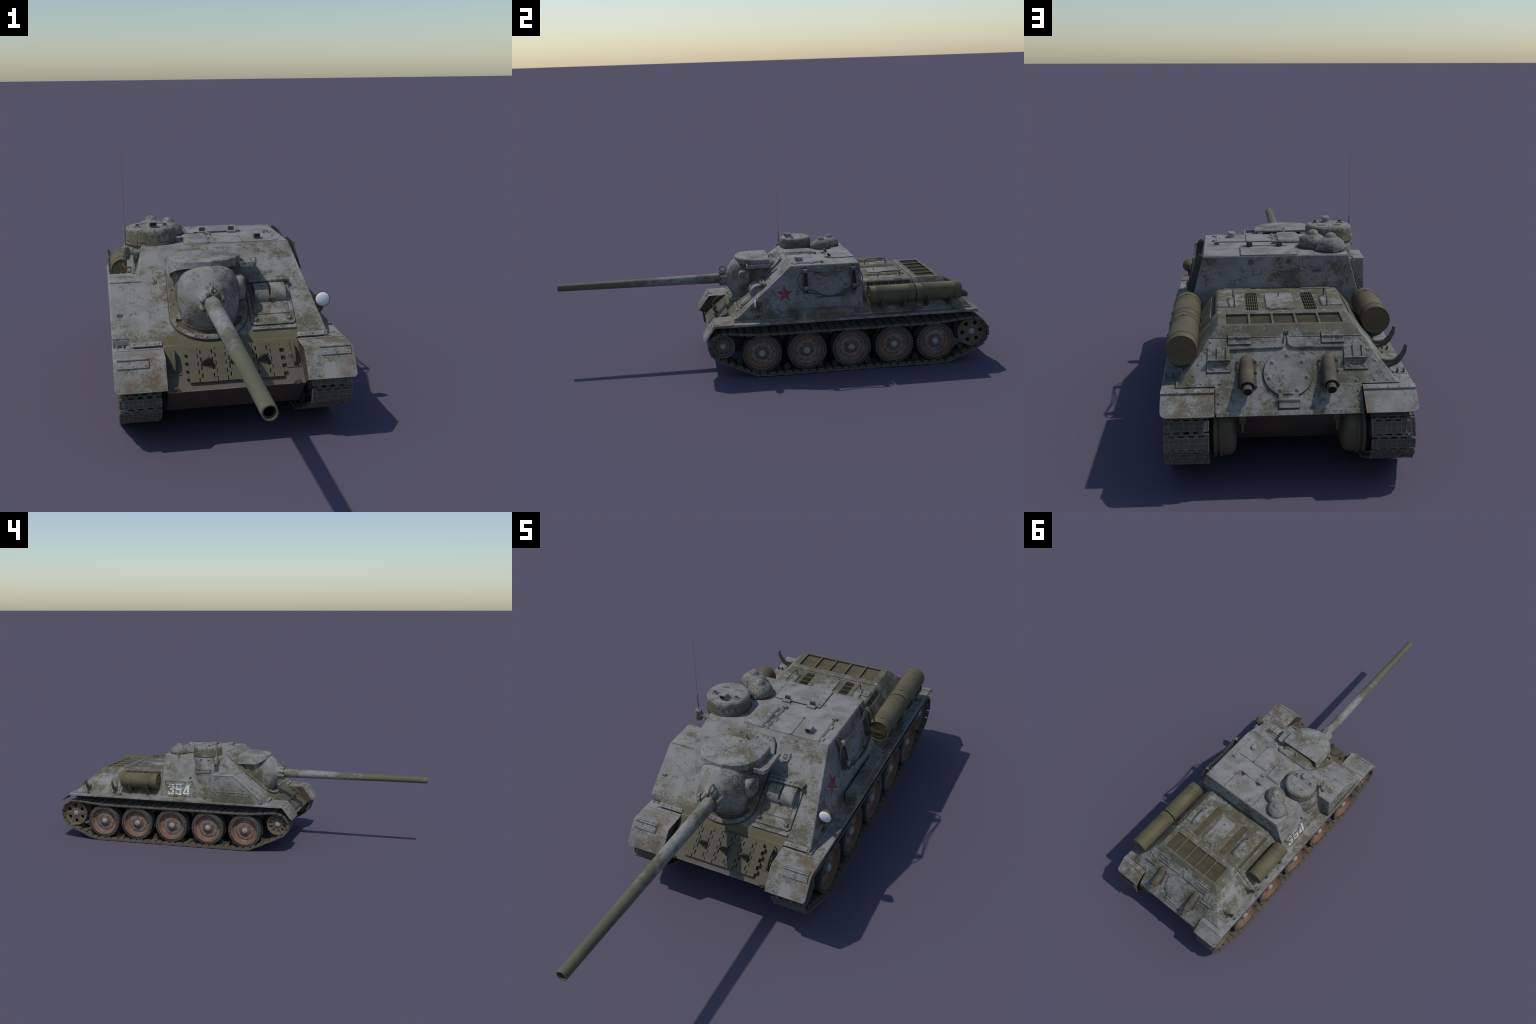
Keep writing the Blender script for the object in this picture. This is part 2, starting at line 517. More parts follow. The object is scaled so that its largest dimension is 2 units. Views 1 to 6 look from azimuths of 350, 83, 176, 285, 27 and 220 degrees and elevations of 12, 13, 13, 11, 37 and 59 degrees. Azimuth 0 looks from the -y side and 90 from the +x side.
for s in (1, -1):
    mb = MB()
    X = axis_x(0, 0.905, 0.140) if s > 0 else FLIP @ axis_x(0, 0.905, 0.140)
    mb.lathe([(0, 0.134), (0.040, 0.135), (0.055, 0.139), (0.0635, 0.147), (0.066, 0.157), (0.066, 0.171), (0.069, 0.1725), (0.069, 0.178),
              (0.064, 0.180), (0.064, 0.184), (0.070, 0.186), (0.070, 0.1935), (0.060, 0.197), (0.03, 0.1975), (0.03, 0.215)], 40, X)
    obj('final_drive_housing', mb, 'drive', angle=40)
    mb = MB()
    mb.box((s * 0.12, 0.951, 0.186), (0.016, 0.014, 0.020))
    mb.tube(spline([(s * 0.12, 0.957, 0.183), (s * 0.12, 0.966, 0.178), (s * 0.12, 0.969, 0.168), (s * 0.12, 0.964, 0.158), (s * 0.12, 0.956, 0.157)], 4), 0.0038, 8)
    obj('tow_hook', mb, 'brown', bevel=0.001)

# ------------------------------------------------------------------ casemate
V = [(-0.2255, 0.080, 0.4865), (0.2255, 0.080, 0.4865), (0.22627, 0.402, 0.4835), (-0.22627, 0.402, 0.4835),
     (-0.2835, -0.1921, 0.2605), (0.2835, -0.1921, 0.2605), (0.2835, 0.411, 0.2605), (-0.2835, 0.411, 0.2605),
     (-0.1895, -0.1921, 0.2605), (0.1895, -0.1921, 0.2605), (-0.1895, -0.306, 0.166), (0.1895, -0.306, 0.166),
     (-0.1895, -0.1921, 0.166), (0.1895, -0.1921, 0.166)]
F = [(0, 1, 2, 3), (3, 2, 6, 7), (0, 3, 7, 4), (1, 5, 6, 2), (0, 4, 8, 10, 11, 9, 5, 1),
     (4, 7, 6, 5, 9, 8), (8, 9, 13, 12), (10, 12, 13, 11), (10, 8, 12), (11, 13, 9)]
casemate = obj('casemate', MB().add(V, F), 'casemate', bevel=0.0022)

mb = MB()                                          # bare roof plate over the crew space
mb.prism([(-0.2235, 0.0825), (0.2235, 0.0825), (0.2245, 0.4005), (-0.2245, 0.4005)], 0, 0.0014,
         Matrix.Translation((0, 0, 0.4872)) @ Matrix.Shear('XY', 4, (0, 0)) @ Matrix.Rotation(-math.atan2(0.003, 0.322), 4, 'X'))
roof = obj('roof_plate', mb, 'roof', bevel=0.001)
RZ = 0.4876                                        # working height of the roof

mb = MB()                                          # gunner's hatch, forward on the left
mb.prism(rrect(0.002, 0.086, 0.088, 0.203, 0.010), RZ - 0.004, RZ + 0.0022)
mb.prism(rrect(0.0885, 0.180, 0.088, 0.203, 0.010), RZ - 0.004, RZ + 0.0022)
h = obj('roof_hatch', mb, 'roof', bevel=0.0009)
mb = MB()
for x, o in ((-0.004, -1), (0.184, 1)):
    mb.box((x, 0.1520, RZ + 0.0012), (0.0110, 0.1300, 0.0036))
    mb.tube([(x, 0.089, RZ + 0.0038), (x, 0.232, RZ + 0.0038)], 0.0021, 8)
    for y in (0.106, 0.182):
        mb.box((x + o * 0.0090, y, RZ + 0.0018), (0.0110, 0.0180, 0.0050))
    mb.box((x - o * 0.0070, 0.146, RZ + 0.0020), (0.0100, 0.0260, 0.0044))
    mb.box((x, 0.2330, RZ + 0.0035), (0.0170, 0.0120, 0.0100))
obj('hatch_hinge', mb, 'roof', h, bevel=0.0008)

mb = MB()                                          # padded cover beside the cupola
rings = []
for t, z in ((0.0, -0.003), (0.0, 0.004), (0.0025, 0.0075), (0.007, 0.0100), (0.014, 0.0112)):
    rings.append([(x, y, RZ + z) for x, y in rrect(-0.092 + t, -0.016 - t, 0.089 + t, 0.225 - t, 0.013 - t * 0.5, 5)])
mb.loft(rings)
mb.prism(rrect(-0.094, -0.013, 0.087, 0.227, 0.014), RZ - 0.003, RZ + 0.0022)
obj('roof_bulge_cover', mb, 'roof', angle=50)

mb = MB()                                          # loader's hatch folding over the rear edge
mb.prism(rrect(-0.067, 0.109, 0.281, 0.4015, 0.006), RZ - 0.006, RZ + 0.0012, Matrix.Rotation(0, 4, 'X'))
h = obj('rear_hatch', mb, 'roof', bevel=0.001)
mb = MB()
for x in (0.079, -0.0168):
    mb.box((x, 0.272, RZ + 0.0025), (0.030, 0.012, 0.005))
    mb.box((x, 0.284, RZ + 0.009), (0.019, 0.007, 0.016), mat=1)
    mb.box((x, 0.2895, RZ + 0.006), (0.003, 0.012, 0.010), mat=1)
mb.tube([(-0.045, 0.280, RZ + 0.003), (0.108, 0.280, RZ + 0.003)], 0.0018, 8)
mb.bolt(0.021, 0.39, RZ + 0.001, 0.003)
obj('hatch_hinge', mb, ['roof', 'brown'], h, bevel=0.0008)

BACK = frame((0, 0.4025, 0.4835), (-1, 0, 0), (0, -0.009, 0.223))
mb = MB()                                          # hatch leaf on the rear wall
mb.prism([(0.0677, 0.0), (0.0677, -0.038)] + arc(0.0617, -0.0385, 0.006, 0, -90, 3)[1:] + arc(-0.102, -0.0385, 0.006, -90, -180, 3) + [(-0.108, 0.0)], -0.003, 0.0014, BACK)
leaf = obj('rear_hatch_leaf', mb, 'casemate', bevel=0.0008)
mb = MB()
for x in (-0.0597, 0.0201):
    mb.box((x, -0.0365, 0.0015), (0.023, 0.0115, 0.005), BACK)
    mb.box((x, -0.0505, 0.0010), (0.023, 0.0125, 0.004), BACK)
    mb.tube([BACK @ Vector((x - 0.0115, -0.0435, 0.0035)), BACK @ Vector((x + 0.0115, -0.0435, 0.0035))], 0.0024, 8)
for x in (-0.0788, 0.0388):
    mb.cyl(0.0082, -0.001, 0.0022, 24, BACK @ at(x, -0.0185, 0), 2)
mb.lathe([(0.0062, -0.002), (0.0062, 0.001), (0.0050, 0.0048), (0.0026, 0.0066), (0, 0.007)], 20, BACK @ at(0.0787, -0.043, 0))
mb.box((0.1327, -0.0445, 0.001), (0.0265, 0.0125, 0.004), BACK)
mb.box((0.1327, -0.0455, 0.0034), (0.0175, 0.0055, 0.002), BACK, 1)
obj('wall_fitting', mb, ['casemate', 'brown', 'bracket'], leaf, bevel=0.0006)

def periscope(x, y, z, name='periscope'):
    mb = MB()
    mb.lathe([(0.0185, -0.004), (0.0185, 0.0015), (0.016, 0.003), (0.0135, 0.0032), (0.0135, 0.015), (0.012, 0.0185), (0, 0.0195)], 28, at(x, y, z))
    mb.box((x, y - 0.010, z + 0.0130), (0.0215, 0.020, 0.0135))
    mb.box((x, y - 0.0206, z + 0.0128), (0.0165, 0.002, 0.0095), mat=1)
    return obj(name, mb, ['roof', 'black'], bevel=0.001)
periscope(0.135, 0.137, RZ + 0.001)

# ------------------------------------------------------------------ cupola
CX, CY, CR = -0.190, 0.1670, 0.0772
cup = MB()
cup.lathe([(CR, 0.270), (CR, 0.4872), (CR - 0.0006, 0.4885), (CR - 0.0006, 0.527), (CR - 0.0016, 0.5325), (CR - 0.0045, 0.5362), (CR - 0.0075, 0.5370), (CR - 0.0085, 0.5352),
           (CR - 0.0100, 0.5352)], 72, at(CX, CY, 0))
cupola = obj('cupola', cup, 'cupola', angle=40)
mb = MB()
R1 = CR - 0.0092
def lid(sign, cut):
    a = math.degrees(math.asin(cut / R1))
    return arc(0, 0, R1, a, 180 - a, 28) if sign > 0 else arc(0, 0, R1, 180 - a, 360 + a, 28)
mb.prism(lid(1, -0.012), 0.5335, 0.5382, at(CX, CY, 0))
mb.prism(lid(-1, -0.0135), 0.5335, 0.5378, at(CX, CY, 0))
lidobj = obj('cupola_lid', mb, 'roof', cupola, bevel=0.0009)
mb = MB()
for x in (-0.232, -0.148):
    mb.box((x, 0.146, 0.5395), (0.020, 0.015, 0.004))
    mb.box((x, 0.146, 0.5435), (0.010, 0.006, 0.008), mat=1)
mb.tube([(CX - 0.040, 0.196, 0.5395), (CX - 0.012, 0.196, 0.5395)], 0.0022)
mb.tube([(CX + 0.012, 0.196, 0.5395), (CX + 0.040, 0.196, 0.5395)], 0.0022)
mb.bolt(CX, 0.201, 0.5382, 0.003)
for k in range(8):                                 # brown bars added on the wall stand for vision slits
    a = 2 * PI * (k + 0.5) / 8
    mb.box((0, 0, 0), (0.003, 0.020, 0.003), at(CX, CY, 0.4985) @ Matrix.Rotation(a, 4, 'Z') @ at(CR - 0.0008, 0, 0), 1)
for a, z in ((200, 0.474), (170, 0.477)):
    mb.box((0, 0, 0), (0.007, 0.012, 0.006), at(CX, CY, z) @ Matrix.Rotation(math.radians(a), 4, 'Z') @ at(CR + 0.001, 0, 0))
obj('cupola_fitting', mb, ['roof', 'brown'], cupola, bevel=0.0006)
periscope(-0.186, 0.134, 0.5372, 'cupola_periscope').parent = cupola

for x, y, tilt in ((-0.1265, 0.285, 0.0), (-0.1785, 0.3375, 0.2)):
    mb = MB()
    prof = [(0.0440, 0.484), (0.0440, 0.4925), (0.0462, 0.4935), (0.0462, 0.499), (0.0445, 0.507), (0.0395, 0.5155), (0.0318, 0.5220), (0.0235, 0.5262), (0.0190, 0.5283),
            (0.0180, 0.5310), (0.0155, 0.5358), (0.0112, 0.5398), (0.006, 0.5418), (0, 0.5422)]
    mb.lathe(prof, 48, at(x, y, 0))
    for k in range(4):
        a = tilt + PI / 2 * k
        mb.box((0, 0, 0), (0.012, 0.016, 0.006), at(x, y, 0.4905) @ Matrix.Rotation(a, 4, 'Z') @ at(0.0435, 0, 0))
    obj('ventilator_dome', mb, 'dome', angle=50)

# ------------------------------------------------------------------ gun, mantlet, collar
GUNX, GUNZ = -0.0530, 0.3802
def sup(cx, cz, a, b, n, y, k=64):
    out = []
    for i in range(k):
        t = 2 * PI * i / k
        c, s = math.cos(t), math.sin(t)
        out.append((cx + a * math.copysign(abs(c) ** (2 / n), c), y, cz + b * math.copysign(abs(s) ** (2 / n), s)))
    return out

mb = MB()                                          # collar plate bolted to the glacis
half = [(-0.137, 0.0176), (-0.1575, 0.052), (-0.1610, 0.136), (-0.1625, 0.262)]
low = arc(-0.0525, 0.262, 0.110, 180, 0, 24, 0.0835)
out = half[:-1] + low + [(0.0605, 0.200), (0.0595, 0.085), (0.049, 0.035), (0.034, 0.0176)]
mb.prism([(x, -s) for x, s in out], -0.004, 0.0095, GLACIS)
plate = obj('collar_plate', mb, 'collar', bevel=0.0014)
slot = arc(-0.0525, 0.272, 0.094, 0, 180, 22, 0.0565) + arc(-0.0525, 0.273, 0.078, 180, 0, 22, 0.0390)
slot = [(x, s) for x, s in slot]
carve(plate, [MB().prism([(x, -s) for x, s in slot], 0.0008, 0.02, GLACIS)])
mb = MB()
mb.prism([(x, -s) for x, s in arc(-0.0525, 0.272, 0.0935, 0, 180, 22, 0.056) + arc(-0.0525, 0.273, 0.0785, 180, 0, 22, 0.0395)], 0.0, 0.0016, GLACIS)
obj('collar_slot_floor', mb, 'brown', plate)
mb = MB()
B = [(-0.1316, 0.0285), (-0.0847, 0.0285), (-0.0221, 0.0285), (0.026, 0.0285), (-0.1495, 0.117), (-0.151, 0.168), (-0.1515, 0.218), (0.049, 0.120), (0.0503, 0.2193)]
for a in (158, 137, 117, 99, 81, 63, 43, 22):
    x, s = arc(-0.0525, 0.266, 0.1015, a, a, 1, 0.0725)[0]
    B.append((x, s))
for x, s in B:
    mb.bolt(x, -s, 0.0095, 0.0042, GLACIS)
obj('collar_bolt', mb, 'trim', plate, stuff=True)

mb = MB()                                          # cast collar behind the mantlet
mb.loft([sup(-0.0525 + 0.0015 * k, 0.378, a, b, n, y, 96) for y, a, b, n, k in
         ((-0.150, 0.074, 0.075, 2.8, 0), (-0.138, 0.0815, 0.0840, 2.8, 0), (-0.128, 0.0845, 0.0880, 2.9, 0), (-0.09, 0.0890, 0.0915, 3.4, 0.4), (-0.045, 0.0925, 0.0930, 4.2, 0.8), (0.0, 0.0945, 0.0940, 5.0, 1),
          (0.036, 0.0945, 0.0938, 5.0, 1), (0.047, 0.0915, 0.0925, 4.6, 1), (0.054, 0.085, 0.0890, 4.2, 1), (0.058, 0.075, 0.0830, 4, 1), (0.075, 0.06, 0.06, 3, 1))])
collar = obj('gun_collar', mb, 'collar', angle=50)
cut = MB()
for x, s in ((-0.1545, 0.117), (-0.1545, 0.168), (-0.1535, 0.218)):
    cut.cyl(0.0150, 0.0100, 0.09, 24, GLACIS @ at(x, -s, 0))
carve(collar, [cut])
smooth(collar.data, 40)

mb = MB()                                          # mantlet casting: rings from rear lip to flange
prof = [(-0.1275, 0.0830, 0.0900, 2.9), (-0.1275, 0.0868, 0.0945, 2.8), (-0.138, 0.0866, 0.0950, 2.7), (-0.148, 0.0840, 0.0935, 2.6), (-0.1565, 0.0790, 0.0895, 2.5),
        (-0.165, 0.0720, 0.0830, 2.35), (-0.173, 0.0635, 0.0735, 2.2), (-0.181, 0.0540, 0.0610, 2.1), (-0.188, 0.0450, 0.0495, 2.0), (-0.194, 0.0380, 0.0405, 2.0),
        (-0.200, 0.0330, 0.0340, 2.0), (-0.208, 0.0300, 0.0302, 2.0), (-0.2235, 0.0285, 0.0285, 2.0)]
rings = []
for y, a, b, n in prof:
    t = min(1, max(0, (y + 0.2) / 0.06))
    rings.append(sup(GUNX, GUNZ - 0.0022 * t, a, b, n, y))
mb.loft(rings)
mantlet = obj('mantlet', mb, 'cast', angle=55)
mb = MB()                                          # sight blister on the mantlet's left cheek
rings = []
for u, k in ((-1.0, 0.86), (-0.95, 0.97), (-0.75, 1.0), (0.0, 1.0), (0.4, 0.95), (0.7, 0.83), (0.9, 0.62), (1.0, 0.3)):
    rings.append(sup(0.028, 0.3985, 0.0288 * k, 0.0365 * k, 3.8, -0.1185 - u * 0.0270, 40))
mb.loft(rings)
obj('sight_blister', mb, 'cast', mantlet, angle=60)
mb = MB()
d = Vector((0.35, -0.85, 0.36)).normalized()
X = frame((0.0028, -0.1672, 0.4116), d.cross(Vector((0, 0, 1))), d.cross(Vector((0, 0, 1))).normalized().cross(d) * -1)
mb.cyl(0.0042, -0.012, 0.0030, 20, X if (X.to_3x3() @ Vector((0, 0, 1))).dot(d) > 0 else X @ Matrix.Rotation(PI, 4, 'X'))
obj('sight_hole_plug', mb, 'black', mantlet)  # short black plug added to stand for the sight hole
mb = MB()                                          # bolted flange bosses round the tube
for k in range(8):
    a = PI / 8 + PI / 4 * k
    X = axis_y(GUNX + 0.0302 * math.cos(a), 0, GUNZ + 0.0302 * math.sin(a))
    mb.lathe([(0.004, 0.178), (0.0068, 0.190), (0.0072, 0.2265), (0.0064, 0.2280)], 16, X)
    mb.lathe([(0.0048, 0.226), (0.0048, 0.2300), (0.0030, 0.2312), (0, 0.2315)], 6, X)
obj('flange_boss', mb, 'cast', mantlet, angle=40, stuff=True)
mb = MB()                                          # lifting eye
mb.tube([(GUNX, -0.2120 + 0.0158 * math.cos(a), 0.4270 + 0.0120 * math.sin(a)) for a in [2 * PI * i / 24 for i in range(24)]], 0.0034, 8, closed=True)
mb.box((GUNX, -0.2085, 0.4115), (0.0062, 0.024, 0.012))
obj('lifting_eye', mb, 'cast', mantlet, bevel=0.0006, angle=50)

mb = MB()                                          # gun tube with open bore
mb.lathe([(0.0236, 0.19), (0.0232, 0.29), (0.0217, 0.42), (0.0193, 0.65), (0.0175, 0.85), (0.0167, 0.993), (0.0160, 1.0), (0.0132, 1.0), (0.0125, 0.9985), (0.0125, 0.80), (0, 0.80)], 48, axis_y(GUNX, 0, GUNZ))
gun = obj('gun_barrel', mb, 'gun', angle=40)
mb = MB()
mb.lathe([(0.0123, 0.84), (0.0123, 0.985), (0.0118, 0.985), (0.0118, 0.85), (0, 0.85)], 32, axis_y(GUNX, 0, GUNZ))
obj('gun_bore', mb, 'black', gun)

# hood over the mantlet: a D-shaped roof with a skirt
def hood_outline(grow=0.0):
    a, b = 0.1035 + grow, 0.098 + grow
    pts = [(-0.053 + a, 0.0060), (-0.053 + a, -0.022)]
    for i in range(41):                             # fuller on the right front corner
        c, q = math.cos(PI * i / 40), math.sin(PI * i / 40)
        n = 1.95 if c > 0 else 2.7 - 0.75 * (1 + c) ** 6
        pts.append((-0.053 + a * math.copysign(abs(c) ** (2 / n), c), -0.0525 - b * q ** (2 / n)))
    return pts + [(-0.053 - a, -0.022), (-0.053 - a, 0.0060)]
def skirt_z(x, y):
    rise = min(1, max(0, (-0.096 - y) / 0.050))
    left = 0.440 + (0.4655 - 0.440) * rise ** 0.9
    right = 0.4570 + (0.4655 - 0.4570) * rise
    t = min(1, max(0, (x + 0.155) / 0.20))
    return left * (1 - t) + right * t
top = hood_outline()
n = len(top)
rt = [(x, y, 0.4856) for x, y in hood_outline(-0.0045)]
ru = [(x, y, 0.4830) for x, y in top]
rl = [(x - (0.0060 if x < -0.053 else 0.0) * min(1, abs(x + 0.053) / 0.08), y, skirt_z(x, y)) for x, y in hood_outline(0.0008)]
il = [(-0.053 + (p[0] + 0.053) * 0.967, p[1] + (0.0035 if i not in (0, n - 1) else 0), p[2]) for i, p in enumerate(rl)]
iu = [(-0.053 + (x + 0.053) * 0.967, y + (0.0035 if i not in (0, n - 1) else 0), 0.4790) for i, (x, y) in enumerate(top)]
V = rt + ru + rl + il + iu
F = [tuple(range(n))]
for a in range(4):
    for i in range(n - 1):
        F.append((a * n + i, (a + 1) * n + i, (a + 1) * n + i + 1, a * n + i + 1))
F.append(tuple(range(4 * n, 5 * n))[::-1])
F.append((0, n - 1, 2 * n - 1, 5 * n - 1, 4 * n, n)) 
F.append((n, 4 * n, 3 * n, 2 * n))
F.append((2 * n - 1, 3 * n - 1, 4 * n - 1, 5 * n - 1))
hood = obj('mantlet_hood', MB().add(V, F), 'cast', angle=38)
mb = MB()                                          # gutter tray on the hood's left side
sec = [(0.044, 0.4515), (0.0855, 0.4505), (0.0885, 0.462), (0.0885, 0.4685), (0.0845, 0.4690), (0.0815, 0.4560), (0.044, 0.4570)]
rings = []
for y, k, dz in ((0.0055, 1.0, 0.0), (-0.088, 1.0, 0.0), (-0.097, 0.97, 0.0), (-0.104, 0.90, 0.001)):
    rings.append([(0.044 + (x - 0.044) * k, y, z + dz) for x, z in sec])
mb.loft(rings)
mb.box((0.0630, -0.1040, 0.4600), (0.040, 0.006, 0.0165))
obj('hood_gutter', mb, 'cast', hood, bevel=0.0015)
mb = MB()
mb.lathe([(0.0075, 0.480), (0.0075, 0.4864), (0.004, 0.4868), (0.004, 0.4892), (0.0028, 0.4905), (0, 0.491)], 20, at(-0.0533, -0.0116, 0))
mb.tube([(-0.0507, 0.0243 + 0.0115 * math.cos(a), 0.466 + 0.0215 * math.sin(a)) for a in [PI * i / 12 for i in range(13)]], 0.0026, 8)
obj('lifting_ring', mb, 'trim', hood, angle=50)

# ------------------------------------------------------------------ glacis furniture
mb = MB()
mb.prism([(x, -s) for x, s in rrect(0.0665, 0.1950, 0.1455, 0.3055, 0.012)], -0.003, 0.0045, GLACIS)
hatch = obj('driver_hatch', mb, 'trim', bevel=0.0012)
mb = MB()
mb.prism([(x, -s) for x, s in rrect(0.0785, 0.1805, 0.160, 0.270, 0.003)], 0.0, 0.0062, GLACIS)
for x, n in ((0.0812, 8), (0.1800, 4)):
    mb.lathe([(0.0075, 0.003), (0.0075, 0.0070), (0.0045, 0.0105), (0.0, 0.0125)], n, GLACIS @ at(x, -0.2880, 0) @ Matrix.Rotation(PI / 4 + 0.2, 4, 'Z'))
mb.box((0.1292, -0.3180, 0.0025), (0.1270, 0.0090, 0.0075), GLACIS)
mb.box((0.132, -0.1450, 0.0040), (0.128, 0.010, 0.012), GLACIS)
obj('hatch_panel', mb, 'trim', hatch, bevel=0.001)
mb = MB()
mb.tube([GLACIS @ Vector((0.070, -0.1570, 0.0140)), GLACIS @ Vector((0.194, -0.1570, 0.0140))], 0.0050, 12)
for x in (0.078, 0.093, 0.116, 0.1415, 0.158, 0.175, 0.1915):
    mb.tube([GLACIS @ Vector((x - 0.0028, -0.1570, 0.0140)), GLACIS @ Vector((x + 0.0028, -0.1570, 0.0140))], 0.0068, 12)
    mb.box((x, -0.1545, 0.0075), (0.0056, 0.010, 0.011), GLACIS)
obj('hatch_hinge', mb, 'trim', hatch, bevel=0.0006)
vis = spline([(0.163, 0.0105, 0), (0.172, 0.0205, 0), (0.188, 0.0280, 0), (0.205, 0.0285, 0), (0.218, 0.0225, 0), (0.2265, 0.0125, 0), (0.2295, 0.0045, 0)], 4)
prof = [(p.x, p.y) for p in vis] + [(0.2295, 0.003), (0.163, 0.003)]
for x0, x1 in ((0.0855, 0.1285), (0.1352, 0.1790)):
    mb = MB()
    mb.add([(x0, -s, hh) for s, hh in prof] + [(x1, -s, hh) for s, hh in prof],
           [tuple(range(len(prof))), tuple(range(len(prof), 2 * len(prof)))[::-1]] +
           [(i, (i + 1) % len(prof), len(prof) + (i + 1) % len(prof), len(prof) + i) for i in range(len(prof))], GLACIS)
    obj('visor_cover', mb, 'trim', hatch, bevel=0.0012)
mb = MB()
mb.box((0.13185, -0.196, 0.013), (0.007, 0.062, 0.014), GLACIS)
obj('visor_gap_block', mb, 'brown', hatch)  # brown block added between the covers, standing for their dark gap

mb = MB()                                          # D-shaped eye plate and sealing plug
mb.prism([(0.083, -0.054), (0.1115, -0.054), (0.1115, -0.074)] + arc(0.09725, -0.076, 0.01425, 0, -180, 10) + [(0.083, -0.074)], -0.002, 0.005, GLACIS)
mb.prism([(0.0895, -0.061), (0.105, -0.061), (0.105, -0.072)] + arc(0.09725, -0.0735, 0.0077, 0, -180, 8) + [(0.0895, -0.072)], 0.003, 0.0056, GLACIS, 1)
mb.cyl(0.0048, 0.003, 0.0064, 16, GLACIS @ at(0.097, -0.0705, 0), 0)
obj('eye_plate', mb, ['trim', 'brown'], bevel=0.0008)
mb = MB()
mb.lathe([(0.0098, -0.002), (0.0098, 0.002), (0.0078, 0.004), (0, 0.0042)], 24, GLACIS @ at(-0.1987, -0.129, 0))
mb.box((-0.1987, -0.129, 0.005), (0.0055, 0.0055, 0.004), GLACIS)
obj('vent_plug', mb, 'trim', bevel=0.0005)

# ------------------------------------------------------------------ track links
PITCH = 0.0385
PINZ = -0.0080                                     # pins lie a little outside the wheel path
HW = 0.0562                                        # half width of the belt
SEG = [(-HW + 2 * HW * i / 9, -HW + 2 * HW * (i + 1) / 9) for i in range(9)]
def link_outline(wide, g, tips):
    """Jigsaw outline: teeth of one link sit in the notches of the next."""
    right, left = [], []
    for i, (a, b) in enumerate(SEG):
        out = (i % 2 == 0) == wide
        t = tips[0] if out else tips[1]
        a2 = a + (g if i > 0 else 0) * (1 if out else -1)
        b2 = b - (g if i < 8 else 0) * (1 if out else -1)
        right += [(t, a2), (t, b2)]
        left += [(-t, a2), (-t, b2)]
    return right + left[::-1]

def make_link(wide, spare=False):
    """Local x runs along the belt, y across it, +z is the inner face that the wheels run on."""
    mb = MB()
    tips = (0.0236, 0.0156) if wide else (0.0212, 0.0132)
    if spare:
        tips = (0.0232, 0.0136) if wide else (0.0208, 0.0122)
        mb.prism(link_outline(wide, 0.0006, tips), -0.0050, 0.0032)
    else:
        deep = -0.0132 if wide else -0.0114
        up = -0.0113 if wide else -0.0094
        mb.prism(link_outline(wide, 0.0006, tips), up - 0.0004, -0.0052)
        mb.box((0, 0, -0.0029), (0.0300 if wide else 0.0250, 0.0930, 0.0082))     # raised path of the wheels
        for i, (a, b) in enumerate(SEG):            # rounded knuckles round the pins
            if (i % 2 == 0) == wide:
                for s in (1, -1):
                    mb.tube([(s * (tips[0] - 0.0036), a + 0.0011, PINZ), (s * (tips[0] - 0.0036), b - 0.0011, PINZ)], 0.0040, 8, mat=3)
        ext = 0.0232 if wide else 0.0128
        for k, y in enumerate((-0.0548, -0.0432, -0.0310, -0.0185, -0.0065, 0.0065, 0.0185, 0.0310, 0.0432, 0.0548)):
            e = ext if wide and (k in (0, 9)) else min(ext, 0.0150)
            w = 0.0026 if k in (0, 9) else 0.0016
            mb.box((0, y, (deep + up) / 2 - 0.00006 * k), (2 * e, w, up - deep), mat=1)
        for k, x in enumerate((-min(ext, 0.0148), 0, min(ext, 0.0148))):
            mb.box((x, 0, (deep + up) / 2 + 0.0004 + 0.00013 * k), (0.0016, 2 * HW - 0.0020, up - deep), mat=1)
        if not wide:
            for y in (-0.044, 0.044):
                mb.lathe([(0.0052, up), (0.0052, deep - 0.0013), (0.0032, deep - 0.0013), (0.0032, up - 0.001), (0, up - 0.001)], 12, at(0, y, 0), 1)
    if wide:                                        # guide horn
        base, top = (0.0032, 0.0330) if spare else (0.0012, 0.0310)
        rings = []
        for t in (0, 0.06, 0.2, 0.4, 0.6, 0.78, 0.91, 1.0):
            w = 0.0182 * (1 - t ** 1.45) ** 0.72 + 0.0006
            d = 0.0080 * (1 - 0.72 * t) + 0.0006
            rings.append([(w * math.cos(a), d * math.copysign(abs(math.sin(a)) ** 0.8, math.sin(a)), base - 0.001 + (top - base) * t)
                          for a in [2 * PI * i / 14 for i in range(14)]])
        mb.loft(rings, mat=2)
    else:
        if spare:
            mb.bolt(0, 0.044, 0.0032, 0.0016, mat=2)
            mb.bolt(0, -0.044, 0.0032, 0.0016, mat=2)
    me = mb.mesh('track_link')
    for k in (('spare', 'spare', 'horn') if spare else ('track', 'rib', 'horn', 'knuckle')):
        me.materials.append(M[k])
    return me

LINK = {w: make_link(w) for w in (True, False)}
SPARE = {w: make_link(w, True) for w in (True, False)}
rack = None
for i in range(7):                                 # spare links carried on the nose
    wide = i % 2 == 1
    x = 0.0016 + (i - 3) * PITCH
    o = obj('spare_track_link', SPARE[wide], None)
    o.matrix_world = GLACIS @ Matrix.Translation((x, -0.4236, 0.0075 + rnd.uniform(-0.0006, 0.0006))) @ Matrix.Rotation(rnd.uniform(-0.006, 0.006), 4, 'Z')

